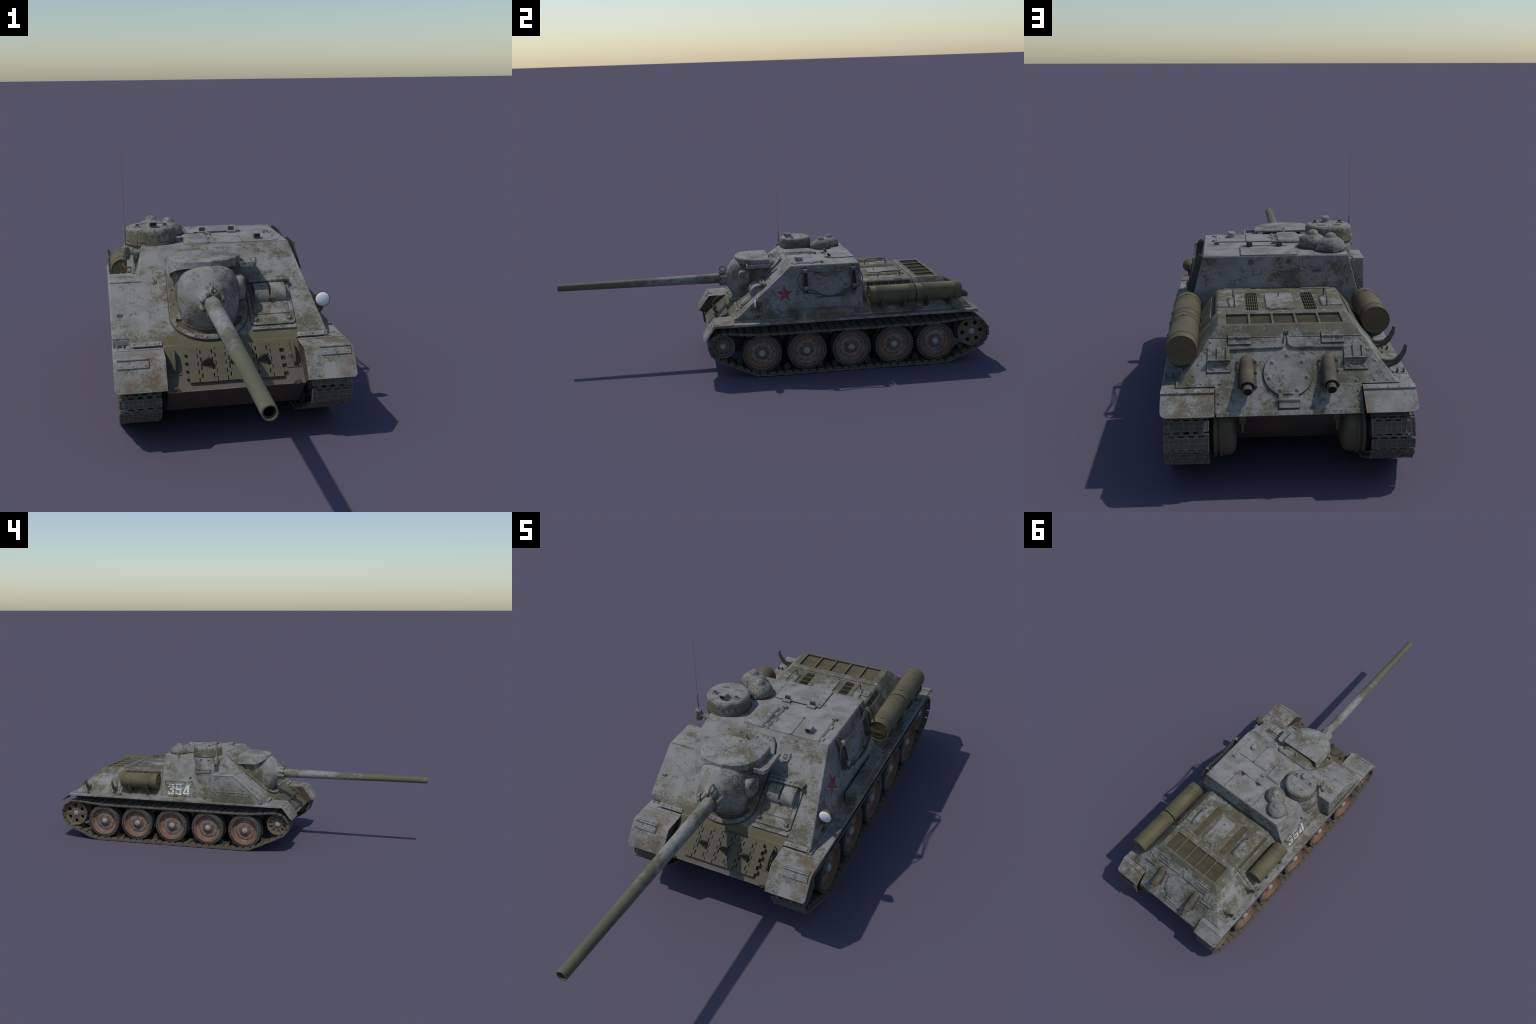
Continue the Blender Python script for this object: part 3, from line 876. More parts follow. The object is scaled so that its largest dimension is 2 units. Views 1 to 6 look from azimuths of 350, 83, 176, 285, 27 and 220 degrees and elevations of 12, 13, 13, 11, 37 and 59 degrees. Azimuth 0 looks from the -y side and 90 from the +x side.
for s in (1, -1):                                  # towing hooks either side of them
    mb = MB()
    x = s * 0.1655
    mb.prism([(x - 0.019, -0.4000), (x + 0.019, -0.4000), (x + 0.019, -0.4500), (x - 0.019, -0.4500)], -0.002, 0.0028, GLACIS)
    hook = [(0.377, 0.002), (0.372, 0.013), (0.3765, 0.022), (0.388, 0.026), (0.405, 0.028), (0.425, 0.025), (0.441, 0.016), (0.448, 0.002), (0.436, 0.002), (0.428, 0.010),
            (0.412, 0.0135), (0.398, 0.012), (0.390, 0.002)]
    m = len(hook)
    mb.add([(x - 0.0038, -q, hh) for q, hh in hook] + [(x + 0.0038, -q, hh) for q, hh in hook],
           [tuple(range(m)), tuple(range(m, 2 * m))[::-1]] + [(i, (i + 1) % m, m + (i + 1) % m, m + i) for i in range(m)], GLACIS)
    mb.add([(x - s * 0.004, -0.400, 0.002), (x - s * 0.004, -0.425, 0.002), (x - s * 0.018, -0.412, 0.002), (x - s * 0.004, -0.412, 0.014)], [(0, 1, 2), (0, 1, 3), (1, 2, 3), (0, 2, 3)], GLACIS)
    mb.tube([GLACIS @ Vector((x, -0.366, 0.002)), GLACIS @ Vector((x, -0.366, 0.012)), GLACIS @ Vector((x, -0.376, 0.016))], 0.0022, 6)
    obj('front_tow_hook', mb, 'spare', bevel=0.0008)
    mb = MB()
    mb.tube([GLACIS @ Vector((s * 0.1650 + 0.0078 * math.cos(a), -0.4965 + 0.0035 * math.sin(a), 0.004 + 0.0045 * math.sin(a))) for a in [2 * PI * i / 16 for i in range(16)]], 0.0026, 6, closed=True)
    mb.lathe([(0.0055, -0.001), (0.0055, 0.003), (0.0028, 0.0035), (0, 0.0036)], 16, GLACIS @ at(s * 0.1785, -0.4420, 0))
    obj('nose_fitting', mb, 'spare')

# ------------------------------------------------------------------ engine compartment
V = []
for y in (0.400, 0.6602):
    V += [(-0.2830, y, 0.2605), (0.2830, y, 0.2605), (0.2040, y, 0.3578), (-0.2040, y, 0.3578)]
BOXF = [(0, 1, 2, 3), (7, 6, 5, 4), (0, 4, 5, 1), (1, 5, 6, 2), (2, 6, 7, 3), (3, 7, 4, 0)]
obj('engine_compartment', MB().add(V, BOXF), 'deck', bevel=0.0018)
V = [(-0.2830, 0.6628, 0.2605), (0.2830, 0.6628, 0.2605), (0.2040, 0.6628, 0.3578), (-0.2040, 0.6628, 0.3578),
     (-0.2830, 0.9157, 0.2605), (0.2830, 0.9157, 0.2605), (0.2040, 0.8222, 0.3578), (-0.2040, 0.8222, 0.3578),
     (-0.1895, 0.9157, 0.2605), (0.1895, 0.9157, 0.2605), (-0.1895, 0.968, 0.206), (0.1895, 0.968, 0.206), (-0.1895, 0.9157, 0.206), (0.1895, 0.9157, 0.206)]
F = [(0, 1, 2, 3), (2, 6, 7, 3), (0, 3, 7, 4), (1, 5, 6, 2), (7, 6, 5, 9, 11, 10, 8, 4), (0, 4, 8, 9, 5, 1), (8, 12, 13, 9), (10, 11, 13, 12), (8, 10, 12), (9, 13, 11)]
rearbox = obj('transmission_compartment', MB().add(V, F), 'rear', bevel=0.0018)

# engine cover: flat lid with a hatch, louvres and side grilles
V = []
for y in (0.404, 0.6612):
    V += [(-0.2030, y, 0.3594), (0.2030, y, 0.3594), (0.1845, y, 0.3818), (0.1800, y, 0.3840), (-0.1800, y, 0.3840), (-0.1845, y, 0.3818)]
F = [tuple(range(6)), tuple(range(6, 12))[::-1]] + [(i, i + 6, (i + 1) % 6 + 6, (i + 1) % 6) for i in range(6)]
cover = obj('engine_cover', MB().add(V, F), 'deck', bevel=0.0016)
SLOPE = {s: frame((s * 0.2040, 0, 0.3583), (0, s, 0), (-s * 0.079, 0, 0.0973)) for s in (1, -1)}
cut = []
for s in (1, -1):
    cut.append(MB().prism(rrect(s * 0.0835 - 0.0185, s * 0.0835 + 0.0185, 0.466, 0.652, 0.008), 0.3735, 0.40))
    cut.append(MB().prism(rrect(min(s * 0.442, s * 0.651), max(s * 0.442, s * 0.651), 0.0030, 0.0245, 0.003, 3), -0.008, 0.01, SLOPE[s]))
carve(cover, cut)
for s in (1, -1):
    mb = MB()
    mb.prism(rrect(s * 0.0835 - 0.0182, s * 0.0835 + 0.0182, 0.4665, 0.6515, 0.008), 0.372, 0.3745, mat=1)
    for k in range(6):
        x = s * 0.0835 - 0.0155 + 0.0062 * k
        mb.box((0, 0, 0), (0.0014, 0.1835, 0.0085), at(x, 0.559, 0.3795) @ Matrix.Rotation(0.35, 4, 'Y'))
    for k in range(5):
        mb.box((s * 0.0835, 0.4975 + 0.0308 * k, 0.3812), (0.0362, 0.0030, 0.0040))
    obj('louvre_grille', mb, ['mesh', 'meshfloor'], cover)
    mb = MB()
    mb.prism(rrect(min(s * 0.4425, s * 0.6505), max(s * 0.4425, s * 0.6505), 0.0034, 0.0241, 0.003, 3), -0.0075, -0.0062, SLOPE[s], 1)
    for k in range(4):
        mb.box((s * 0.5465, 0.0060 + 0.0052 * k, -0.004), (0.2070, 0.0016, 0.0042), SLOPE[s])
    for k in range(5):
        mb.box((s * (0.4770 + 0.0350 * k), 0.0138, -0.0022), (0.0030, 0.0205, 0.003), SLOPE[s])
    obj('side_grille', mb, ['mesh', 'meshfloor'], cover)
    mb = MB()                                      # lifting rail and cap plate
    mb.tube(spline([(s * 0.1355, 0.511, 0.382), (s * 0.1355, 0.513, 0.402), (s * 0.1355, 0.526, 0.4108), (s * 0.1345, 0.565, 0.4125), (s * 0.1335, 0.603, 0.4108), (s * 0.1332, 0.616, 0.402), (s * 0.1332, 0.6185, 0.382)], 5), 0.0022, 8)
    obj('deck_handrail', mb, 'bracket', cover)
    mb = MB()
    mb.prism(rrect(min(s * 0.1425, s * 0.1795), max(s * 0.1425, s * 0.1795), 0.577, 0.6145, 0.003), 0.381, 0.3862)
    mb.prism(rrect(min(s * 0.1235, s * 0.1440), max(s * 0.1235, s * 0.1440), 0.535, 0.6135, 0.007), 0.381, 0.3849)
    mb.bolt(s * 0.148, 0.600, 0.3862, 0.003)
    mb.bolt(s * 0.148, 0.608, 0.3862, 0.002)
    obj('filler_cap_plate', mb, 'deckhatch', cover, bevel=0.0008)
mb = MB()
mb.prism(rrect(-0.0400, 0.0425, 0.485, 0.645, 0.012), 0.380, 0.3878)
dh = obj('engine_hatch', mb, 'deckhatch', cover, bevel=0.0022)
mb = MB()
for x in (-0.020, 0.024):
    mb.tube([(x - 0.010, 0.6475, 0.3872), (x + 0.010, 0.6475, 0.3872)], 0.0032, 8)
    mb.box((x, 0.6495, 0.3852), (0.019, 0.006, 0.004))
mb.lathe([(0.0050, 0.385), (0.0050, 0.3886), (0.0024, 0.389), (0.0022, 0.4020), (0.0014, 0.403), (0, 0.403)], 10, at(0.001, 0.522, 0))
obj('hatch_hinge', mb, 'trim', dh)
mb = MB()                                          # strips by the casemate wall
for x0, x1 in ((-0.165, -0.075), (0.082, 0.165)):
    mb.box(((x0 + x1) / 2, 0.4225, 0.3845), (x1 - x0, 0.016, 0.004))
obj('deck_edge_strip', mb, 'deck', cover, bevel=0.001)

# transmission cover with the big mesh grille
V = [(-0.2030, 0.6640, 0.3594), (0.2030, 0.6640, 0.3594), (0.2030, 0.8206, 0.3594), (-0.2030, 0.8206, 0.3594),
     (-0.1795, 0.6640, 0.3868), (0.1795, 0.6640, 0.3868), (0.1795, 0.7945, 0.3868), (-0.1795, 0.7945, 0.3868)]
F = [(3, 2, 1, 0), (4, 5, 6, 7), (0, 1, 5, 4), (1, 2, 6, 5), (2, 3, 7, 6), (3, 0, 4, 7)]
tcover = obj('transmission_cover', MB().add(V, F), 'deck', bevel=0.0042, seg=3)
carve(tcover, [MB().box((0, 0.7390, 0.3868), (0.316, 0.0960, 0.024)),
               MB().prism(rrect(-0.0065, 0.0075, 0.8095, 0.84, 0.003, 3), 0.34, 0.40)])
mb = MB()
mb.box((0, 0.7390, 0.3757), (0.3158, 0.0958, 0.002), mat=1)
for k in range(6):
    x = -0.158 + 0.0632 * k
    if 0 < k < 5:
        mb.box((x, 0.7390, 0.3835), (0.0062, 0.0958, 0.0052))
for y in (0.6928, 0.7852):
    mb.box((0, y, 0.3838), (0.3158, 0.0034, 0.0050), mat=2)
grille = obj('radiator_grille_frame', mb, ['mesh', 'meshfloor', 'brown'], tcover, bevel=0.0006)
mb = MB()                                          # crossed wires
for layer, sg in ((0.3781, 1), (0.3793, -1)):
    k = -0.22
    while k < 0.22:
        x0, x1, y0, y1 = -0.1575, 0.1575, 0.6925, 0.7855
        # line x = k + sg * 0.9 * (y - 0.739)
        pts = []
        for y in (y0, y1):
            pts.append((k + sg * 1.5 * (y - 0.739), y))
        (xa, ya), (xb, yb) = pts
        def clip(xv, yv, xo, yo):
            if xv < x0 or xv > x1:
                xc = min(max(xv, x0), x1)
                t = (xc - xo) / (xv - xo)
                return xc, yo + (yv - yo) * t
            return xv, yv
        if not ((xa < x0 and xb < x0) or (xa > x1 and xb > x1)):
            a2, b2 = clip(xa, ya, xb, yb), clip(xb, yb, xa, ya)
            mb.tube([(*a2, layer), (*b2, layer)], 0.00095, 4)
        k += 0.0060
obj('wire_mesh', mb, 'mesh', grille, stuff=True)

mb = MB()                                          # hinges across the rear seam
for x in (-0.1236, 0.1236):
    mb.box((x, 0.0085, 0.0012), (0.0595, 0.0125, 0.0044), REAR)
    mb.box((x, -0.0095, 0.0012), (0.0595, 0.0170, 0.0044), REAR)
    mb.tube([REAR @ Vector((x - 0.0295, 0.0008, 0.0040)), REAR @ Vector((x + 0.0295, 0.0008, 0.0040))], 0.0034, 8)
    for k in range(-1, 2):
        mb.tube([REAR @ Vector((x - 0.004 + 0.016 * k, 0.0008, 0.0040)), REAR @ Vector((x + 0.004 + 0.016 * k, 0.0008, 0.0040))], 0.0043, 8)
obj('cover_hinge', mb, 'rear', tcover, bevel=0.0006)

# ------------------------------------------------------------------ rear plate furniture
HC = rear_s(0.2832)
mb = MB()
mb.lathe([(0.0640, -0.002), (0.0640, 0.0042), (0.0628, 0.0054), (0, 0.0054)], 72, REAR @ at(0, HC, 0))
rh = obj('transmission_hatch', mb, 'rear', bevel=0.0006)
mb = MB()
for k in range(7):
    a = PI / 2 + 2 * PI * k / 7
    X = REAR @ at(0.0500 * math.cos(a), HC + 0.0510 * math.sin(a), 0)
    mb.lathe([(0.0066, 0.002), (0.0066, 0.0064), (0.0060, 0.0068), (0, 0.0068)], 16, X)
    mb.bolt(0, 0, 0.0066, 0.0036, X)
obj('hatch_bolt', mb, 'rear', rh, stuff=True)
hs = rear_s(0.2300)
mb = MB()
mb.box((-0.002, hs + 0.009, 0.002), (0.0500, 0.0130, 0.006), REAR)
mb.box((-0.002, hs - 0.011, 0.002), (0.0500, 0.0190, 0.006), REAR)
mb.tube([REAR @ Vector((-0.031, hs, 0.0050)), REAR @ Vector((0.027, hs, 0.0050))], 0.0044, 10)
mb.tube([REAR @ Vector((-0.014, hs + 0.0175, 0.0060)), REAR @ Vector((0.011, hs + 0.0175, 0.0060))], 0.0030, 8)
obj('hatch_hinge', mb, 'rear', rh, bevel=0.0008)

for s in (1, -1):
    mb = MB()                                      # lobed mounting plate of the exhaust
    e0, e1 = rear_s(0.3195), rear_s(0.2500)
    pts = []
    for i in range(72):
        t = 2 * PI * i / 72
        rx = 0.0262 + 0.0028 * math.cos(6 * t + PI)
        pts.append((s * 0.1065 + rx * math.cos(t) * (1.0 - 0.10 * math.sin(t) * -1), (e0 + e1) / 2 + 0.0515 * math.copysign(abs(math.sin(t)) ** 0.85, math.sin(t))))
    mb.prism(pts, -0.002, 0.0045, REAR)
    for dx in (-1, 1):
        for q in (0.032, 0.002, -0.036):
            mb.bolt(s * 0.1065 + dx * 0.0225, (e0 + e1) / 2 + q, 0.0045, 0.0036, REAR)
    pl = obj('exhaust_plate', mb, 'brown', bevel=0.0008)
    mb = MB()                                      # armoured pipe cover and tail pipe
    x = -s * 0.1065
    path = spline([(x, 0.8480, 0.3130), (x, 0.8620, 0.3080), (x, 0.8800, 0.2990), (x, 0.9050, 0.2870), (x, 0.9280, 0.2772), (x, 0.9460, 0.2700)], 5)
    n = len(path)
    mb.tube(path, lambda t: 0.0185 * (min(1, (t + 0.02) * 5.0)) ** 0.5, 24)
    mb.tube([(x, 0.935, 0.2745), (x, 0.9615, 0.2630)], 0.0122, 20)
    obj('exhaust_pipe', mb, 'exhaust', pl, angle=45)
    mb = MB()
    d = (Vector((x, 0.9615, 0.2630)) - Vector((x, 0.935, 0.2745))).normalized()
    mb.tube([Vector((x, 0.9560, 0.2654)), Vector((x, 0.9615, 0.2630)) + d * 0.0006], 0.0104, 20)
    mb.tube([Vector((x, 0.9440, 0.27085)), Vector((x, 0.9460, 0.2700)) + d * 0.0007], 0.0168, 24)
    obj('exhaust_shade_disc', mb, 'black', pl)  # black discs added on the pipe ends stand for their hollow shade

    mb = MB()                                      # fuel line pipe from the cover to the side
    x = -s
    path = [(x * 0.0040, 0.002, -0.004), (x * 0.0040, 0.0010, 0.0030), (x * 0.0042, -0.014, 0.0034), (x * 0.0085, -0.0245, 0.0034), (x * 0.0180, -0.0290, 0.0034), (x * 0.060, -0.0300, 0.0034), (x * 0.148, -0.0315, 0.0034)]
    path = [(0.0 + p[0], p[1], p[2]) for p in path]
    mb.tube([REAR @ p for p in spline(path, 5)], 0.0030, 8)
    obj('smoke_line', mb, 'deck')
    mb = MB()                                      # smoke canister bracket with its guide strips
    c = s * 0.1785
    for k in (-1, 0, 1):
        mb.box((c + 0.0240 * k, rear_s(0.3262), 0.0015), (0.0088, 0.0395, 0.005), REAR)
    b0, b1 = rear_s(0.3105), rear_s(0.2890)
    mb.box((c, (b0 + b1) / 2, 0.0012), (0.0610, b0 - b1, 0.0044), REAR)
    mb.box((c, b0 - 0.001, 0.0075), (0.0610, 0.0030, 0.015), REAR)
    for k in (-1, 1):
        mb.bolt(c + 0.0185 * k + 0.004, b1 + 0.0085, 0.0034, 0.0030, REAR)
        mb.box((c + 0.0185 * k, b1 + 0.0085, 0.0030), (0.0155, 0.0040, 0.002), REAR, 1)
    obj('canister_bracket', mb, ['rear', 'brown'], bevel=0.0006)
mb = MB()                                          # bolts along the plate edges
for s in (1, -1):
    for x, z in ((0.1989, 0.3515), (0.2121, 0.3311), (0.2305, 0.3062), (0.2451, 0.2845), (0.2574, 0.268), (0.2243, 0.268), (0.1766, 0.267), (0.1784, 0.2474), (0.1790, 0.2290)):
        mb.bolt(s * x, rear_s(z), 0.0, 0.0030, REAR)
for k in range(12):
    mb.bolt(-0.179 + 0.3565 * k / 11, rear_s(0.2098), 0.0, 0.0032, REAR)
obj('rear_plate_bolt', mb, 'rear', rearbox, stuff=True)
mb = MB()
mb.box((0, rear_s(0.2062) + 0.0005, 0.0012), (0.372, 0.013, 0.003), REAR)
obj('rear_edge_strip', mb, 'rear', rearbox, bevel=0.0008)

# ------------------------------------------------------------------ dark rims added round raised plates: crease shade and dirt as colour
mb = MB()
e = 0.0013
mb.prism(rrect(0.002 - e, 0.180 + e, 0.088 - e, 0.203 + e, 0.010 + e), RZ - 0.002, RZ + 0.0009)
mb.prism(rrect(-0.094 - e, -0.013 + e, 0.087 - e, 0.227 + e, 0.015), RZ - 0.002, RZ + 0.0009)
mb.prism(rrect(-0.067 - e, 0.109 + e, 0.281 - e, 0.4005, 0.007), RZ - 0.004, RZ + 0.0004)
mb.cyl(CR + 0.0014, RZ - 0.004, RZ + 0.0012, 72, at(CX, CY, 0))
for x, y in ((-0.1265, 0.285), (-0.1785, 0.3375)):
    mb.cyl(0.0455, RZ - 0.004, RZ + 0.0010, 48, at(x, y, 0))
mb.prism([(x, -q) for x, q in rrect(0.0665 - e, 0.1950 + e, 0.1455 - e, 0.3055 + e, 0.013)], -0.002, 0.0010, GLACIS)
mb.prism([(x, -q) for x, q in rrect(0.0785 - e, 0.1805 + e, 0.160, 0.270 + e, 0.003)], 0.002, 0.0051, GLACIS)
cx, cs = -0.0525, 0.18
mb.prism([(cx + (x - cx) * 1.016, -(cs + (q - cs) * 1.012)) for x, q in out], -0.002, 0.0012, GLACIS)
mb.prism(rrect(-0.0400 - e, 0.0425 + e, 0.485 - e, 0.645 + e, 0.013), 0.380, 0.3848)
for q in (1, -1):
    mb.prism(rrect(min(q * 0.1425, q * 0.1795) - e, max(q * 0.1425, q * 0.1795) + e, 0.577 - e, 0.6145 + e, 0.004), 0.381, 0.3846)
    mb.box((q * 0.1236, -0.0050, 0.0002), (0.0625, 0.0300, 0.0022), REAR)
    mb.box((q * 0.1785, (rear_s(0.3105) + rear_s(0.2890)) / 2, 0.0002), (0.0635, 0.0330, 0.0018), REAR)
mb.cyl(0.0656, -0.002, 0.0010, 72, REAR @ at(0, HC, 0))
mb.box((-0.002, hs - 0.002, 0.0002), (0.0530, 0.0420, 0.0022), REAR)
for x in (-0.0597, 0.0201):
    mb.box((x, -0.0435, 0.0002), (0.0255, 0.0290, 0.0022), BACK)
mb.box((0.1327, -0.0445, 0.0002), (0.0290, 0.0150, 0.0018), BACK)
obj('seam_grime_shade', mb, 'grime_shade', stuff=True)

# ------------------------------------------------------------------ fenders
YZ = Matrix(((0, 0, 1, 0), (1, 0, 0, 0), (0, 1, 0, 0), (0, 0, 0, 1)))
for s in (1, -1):
    D = Matrix.Identity(4) if s > 0 else FLIP
    def strip(pts, th, x0, x1, mb, mat=0):
        """Bent sheet following (y, z) points, thickness downward."""
        lo = []
        for i, (y, z) in enumerate(pts):
            a = Vector(pts[max(0, i - 1)]); b = Vector(pts[min(len(pts) - 1, i + 1)])
            t = (b - a).normalized()
            nrm = Vector((-t.y, t.x)) * (1 if t.x > 0 else -1)
            lo.append((y - nrm.x * th, z - nrm.y * th))
        V, F = [], []
        n = len(pts)
        for xs in ([x0] * n, x1 if isinstance(x1, list) else [x1] * n):
            for x, (y, z), (y2, z2) in zip(xs, pts, lo):
                V += [(x, y, z), (x, y2, z2)]
        for i in range(n - 1):
            a, b = 2 * i, 2 * n + 2 * i
            F += [(a, a + 2, b + 2, b), (a + 1, b + 1, b + 3, a + 3), (a, a + 1, a + 3, a + 2), (b, b + 2, b + 3, b + 1)]
        e = 2 * (n - 1)
        F += [(0, 2 * n, 2 * n + 1, 1), (e, e + 1, 2 * n + e + 1, 2 * n + e)]
        mb.add(V, F, D, mat)
    mb = MB()
    strip([(-0.1985, 0.2555), (0.2, 0.2562), (0.7, 0.2562), (0.922, 0.2552), (0.9365, 0.2515)], 0.0030, 0.1905, 0.3262, mb)
    strip([(-0.1985, 0.2550), (0.2, 0.2556), (0.7, 0.2556), (0.922, 0.2546), (0.9360, 0.2510)], 0.0098, 0.3240, 0.3268, mb)
    mb.box((0.2790, 0.36, 0.2585), (0.0200, 1.105, 0.0062), D)
    fender = obj('fender', mb, 'fender', bevel=0.0008)
    mb = MB()                                      # front mudguard with bent nose and cheek
    bend = [(-0.1965, 0.2572), (-0.240, 0.2570), (-0.2750, 0.2564), (-0.2800, 0.2552), (-0.2835, 0.2515), (-0.306, 0.2210), (-0.3200, 0.2018), (-0.3285, 0.1896), (-0.3325, 0.1836)]
    strip(bend, 0.0026, 0.1895, [0.3268] * 7 + [0.3262, 0.3200], mb)
    lip = [(-0.1965, 0.2566), (-0.2750, 0.2558), (-0.2795, 0.2547), (-0.2830, 0.2510), (-0.3220, 0.1975), (-0.3275, 0.1900)]
    V, F = [], []
    for x in (0.3243, 0.3272):
        for i, (y, z) in enumerate(lip):
            w = 0.0095 * (1 - i / (len(lip) - 1)) + 0.0022
            V += [(x, y, z), (x, y + (0.6 * w if i > 2 else 0), z - (w if i < 3 else 0.75 * w))]
    n = len(lip)
    for i in range(n - 1):
        a, b = 2 * i, 2 * n + 2 * i
        F += [(a, a + 2, b + 2, b), (a + 1, b + 1, b + 3, a + 3), (a, a + 1, a + 3, a + 2), (b, b + 2, b + 3, b + 1)]
    e = 2 * (n - 1)
    F += [(0, 2 * n, 2 * n + 1, 1), (e, e + 1, 2 * n + e + 1, 2 * n + e)]
    mb.add(V, F, D)
    mb.prism([(-0.192, 0.2560), (-0.2750, 0.2555), (-0.2825, 0.2500), (-0.3295, 0.1835), (-0.3060, 0.168), (-0.195, 0.250)], 0.1890, 0.1915, D @ YZ, 1)
    guard = obj('front_mudguard', mb, ['mudguard', 'hull'], fender, bevel=0.0009)
    mb = MB()                                      # hinge over the bend
    FL = frame((0, -0.2812, 0.2553), (1, 0, 0), (0, 0.0445, 0.0610))
    mb.prism([(0.2345, -0.2735), (0.3175, -0.2735), (0.3175, -0.2620), (0.2345, -0.2620)], 0.2545, 0.2588, D)
    mb.box((0.2760, -0.0125, 0.0010), (0.0830, 0.0190, 0.0042), D @ FL)
    mb.tube([D @ Vector((0.2345, -0.2795, 0.2578)), D @ Vector((0.3175, -0.2795, 0.2578))], 0.0032, 8)
    for k in range(3):
        mb.tube([D @ Vector((0.2530 + 0.018 * k, -0.2795, 0.2578)), D @ Vector((0.2590 + 0.018 * k, -0.2795, 0.2578))], 0.0040, 8)
        mb.bolt(0.2440 + 0.0320 * k, -0.0150, 0.0031, 0.0026, D @ FL)
        mb.bolt(0.2440 + 0.0320 * k, -0.2660, 0.2588, 0.0018, D)
    obj('mudguard_hinge', mb, 'mudguard', guard, bevel=0.0005)
    mb = MB()                                      # joint strips where guard, fender and glacis meet
    mb.box((0.2578, -0.2005, 0.2580), (0.1330, 0.0100, 0.0030), D)
    for k in range(5):
        mb.bolt(0.1985 + 0.0290 * k, -0.2005, 0.2595, 0.0022, D)
    mb.box((0.2350, -0.3445, 0.0012), (0.0870, 0.0140, 0.0040), GLACIS if s > 0 else FLIP @ GLACIS)
    for k in range(3):
        mb.bolt(0.2010 + 0.0340 * k, -0.3440, 0.0032, 0.0032, GLACIS if s > 0 else FLIP @ GLACIS)
    obj('joint_strip', mb, 'fender', fender, bevel=0.0006)
    mb = MB()                                      # rear flap
    flap = [(0.9310, 0.2540), (0.9370, 0.2516), (0.9555, 0.2392), (0.9740, 0.2260), (0.9830, 0.2196), (0.9885, 0.2156), (0.9930, 0.2120)]
    strip(flap, 0.0022, 0.1902, [0.3265] * 4 + [0.3255, 0.3222, 0.3130], mb)
    rf = obj('rear_flap', mb, 'mudguard', fender, bevel=0.0008)
    mb = MB()
    mb.box((0.2583, 0.9285, 0.2552), (0.1360, 0.0210, 0.0050), D @ at(0, 0.9285, 0.2552) @ Matrix.Rotation(-0.16, 4, 'X') @ at(0, -0.9285, -0.2552))
    for k in range(5):
        mb.bolt(0.2010 + 0.0275 * k, 0.9340, 0.2570, 0.0028, D)
        mb.bolt(0.2010 + 0.0275 * k, 0.9225, 0.2585, 0.0022, D)
    obj('flap_strip', mb, 'mudguard', rf, bevel=0.0006)
    mb = MB()                                      # little upright stubs on the fender
    for x, y in ((0.2999, 0.8288), (0.3170, 0.8284), (0.2925, 0.6420), (0.3080, 0.6420)):
        mb.box((x, y, 0.2605), (0.0032, 0.0105, 0.0120), D)
        mb.bolt(x - 0.004, y + 0.011, 0.2560, 0.0016, D)
    obj('fender_stub', mb, 'bracket', fender, stuff=True)
    mb = MB()                                      # fender panel joints
    for y in (-0.05, 0.115, 0.262, 0.395, 0.53, 0.70, 0.84):
        mb.box((0.3075, y, 0.2562), (0.032, 0.0035, 0.0018), D)
    obj('fender_joint', mb, 'fender', fender, stuff=True)

# ------------------------------------------------------------------ fuel drums and their cradles
def cradle(y, side, name):
    """Curved arm under a drum: from the hull side out and up to a tip."""
    inner = [(0.2395, 0.3060), (0.2560, 0.2982), (0.2740, 0.2950), (0.2890, 0.2972), (0.3020, 0.3080), (0.3105, 0.3215), (0.3160, 0.3385)]
    outer = [(0.3213, 0.3345), (0.3185, 0.3155), (0.3075, 0.2950), (0.2960, 0.2825), (0.2742, 0.2742), (0.2620, 0.2790), (0.2560, 0.2840)]
    mb = MB()
    pts = [(side * x, z) for x, z in inner + outer]
    mb.prism(pts, -y - 0.0048, -y + 0.0048, Matrix(((1, 0, 0, 0), (0, 0, -1, 0), (0, 1, 0, 0), (0, 0, 0, 1))))
    mb.box((side * 0.2640, y, 0.2760), (0.022, 0.020, 0.020))
    mb.bolt(side * 0.268, y + 0.003, 0.2862, 0.0028)
    return obj(name, mb, 'bracket', bevel=0.0012)

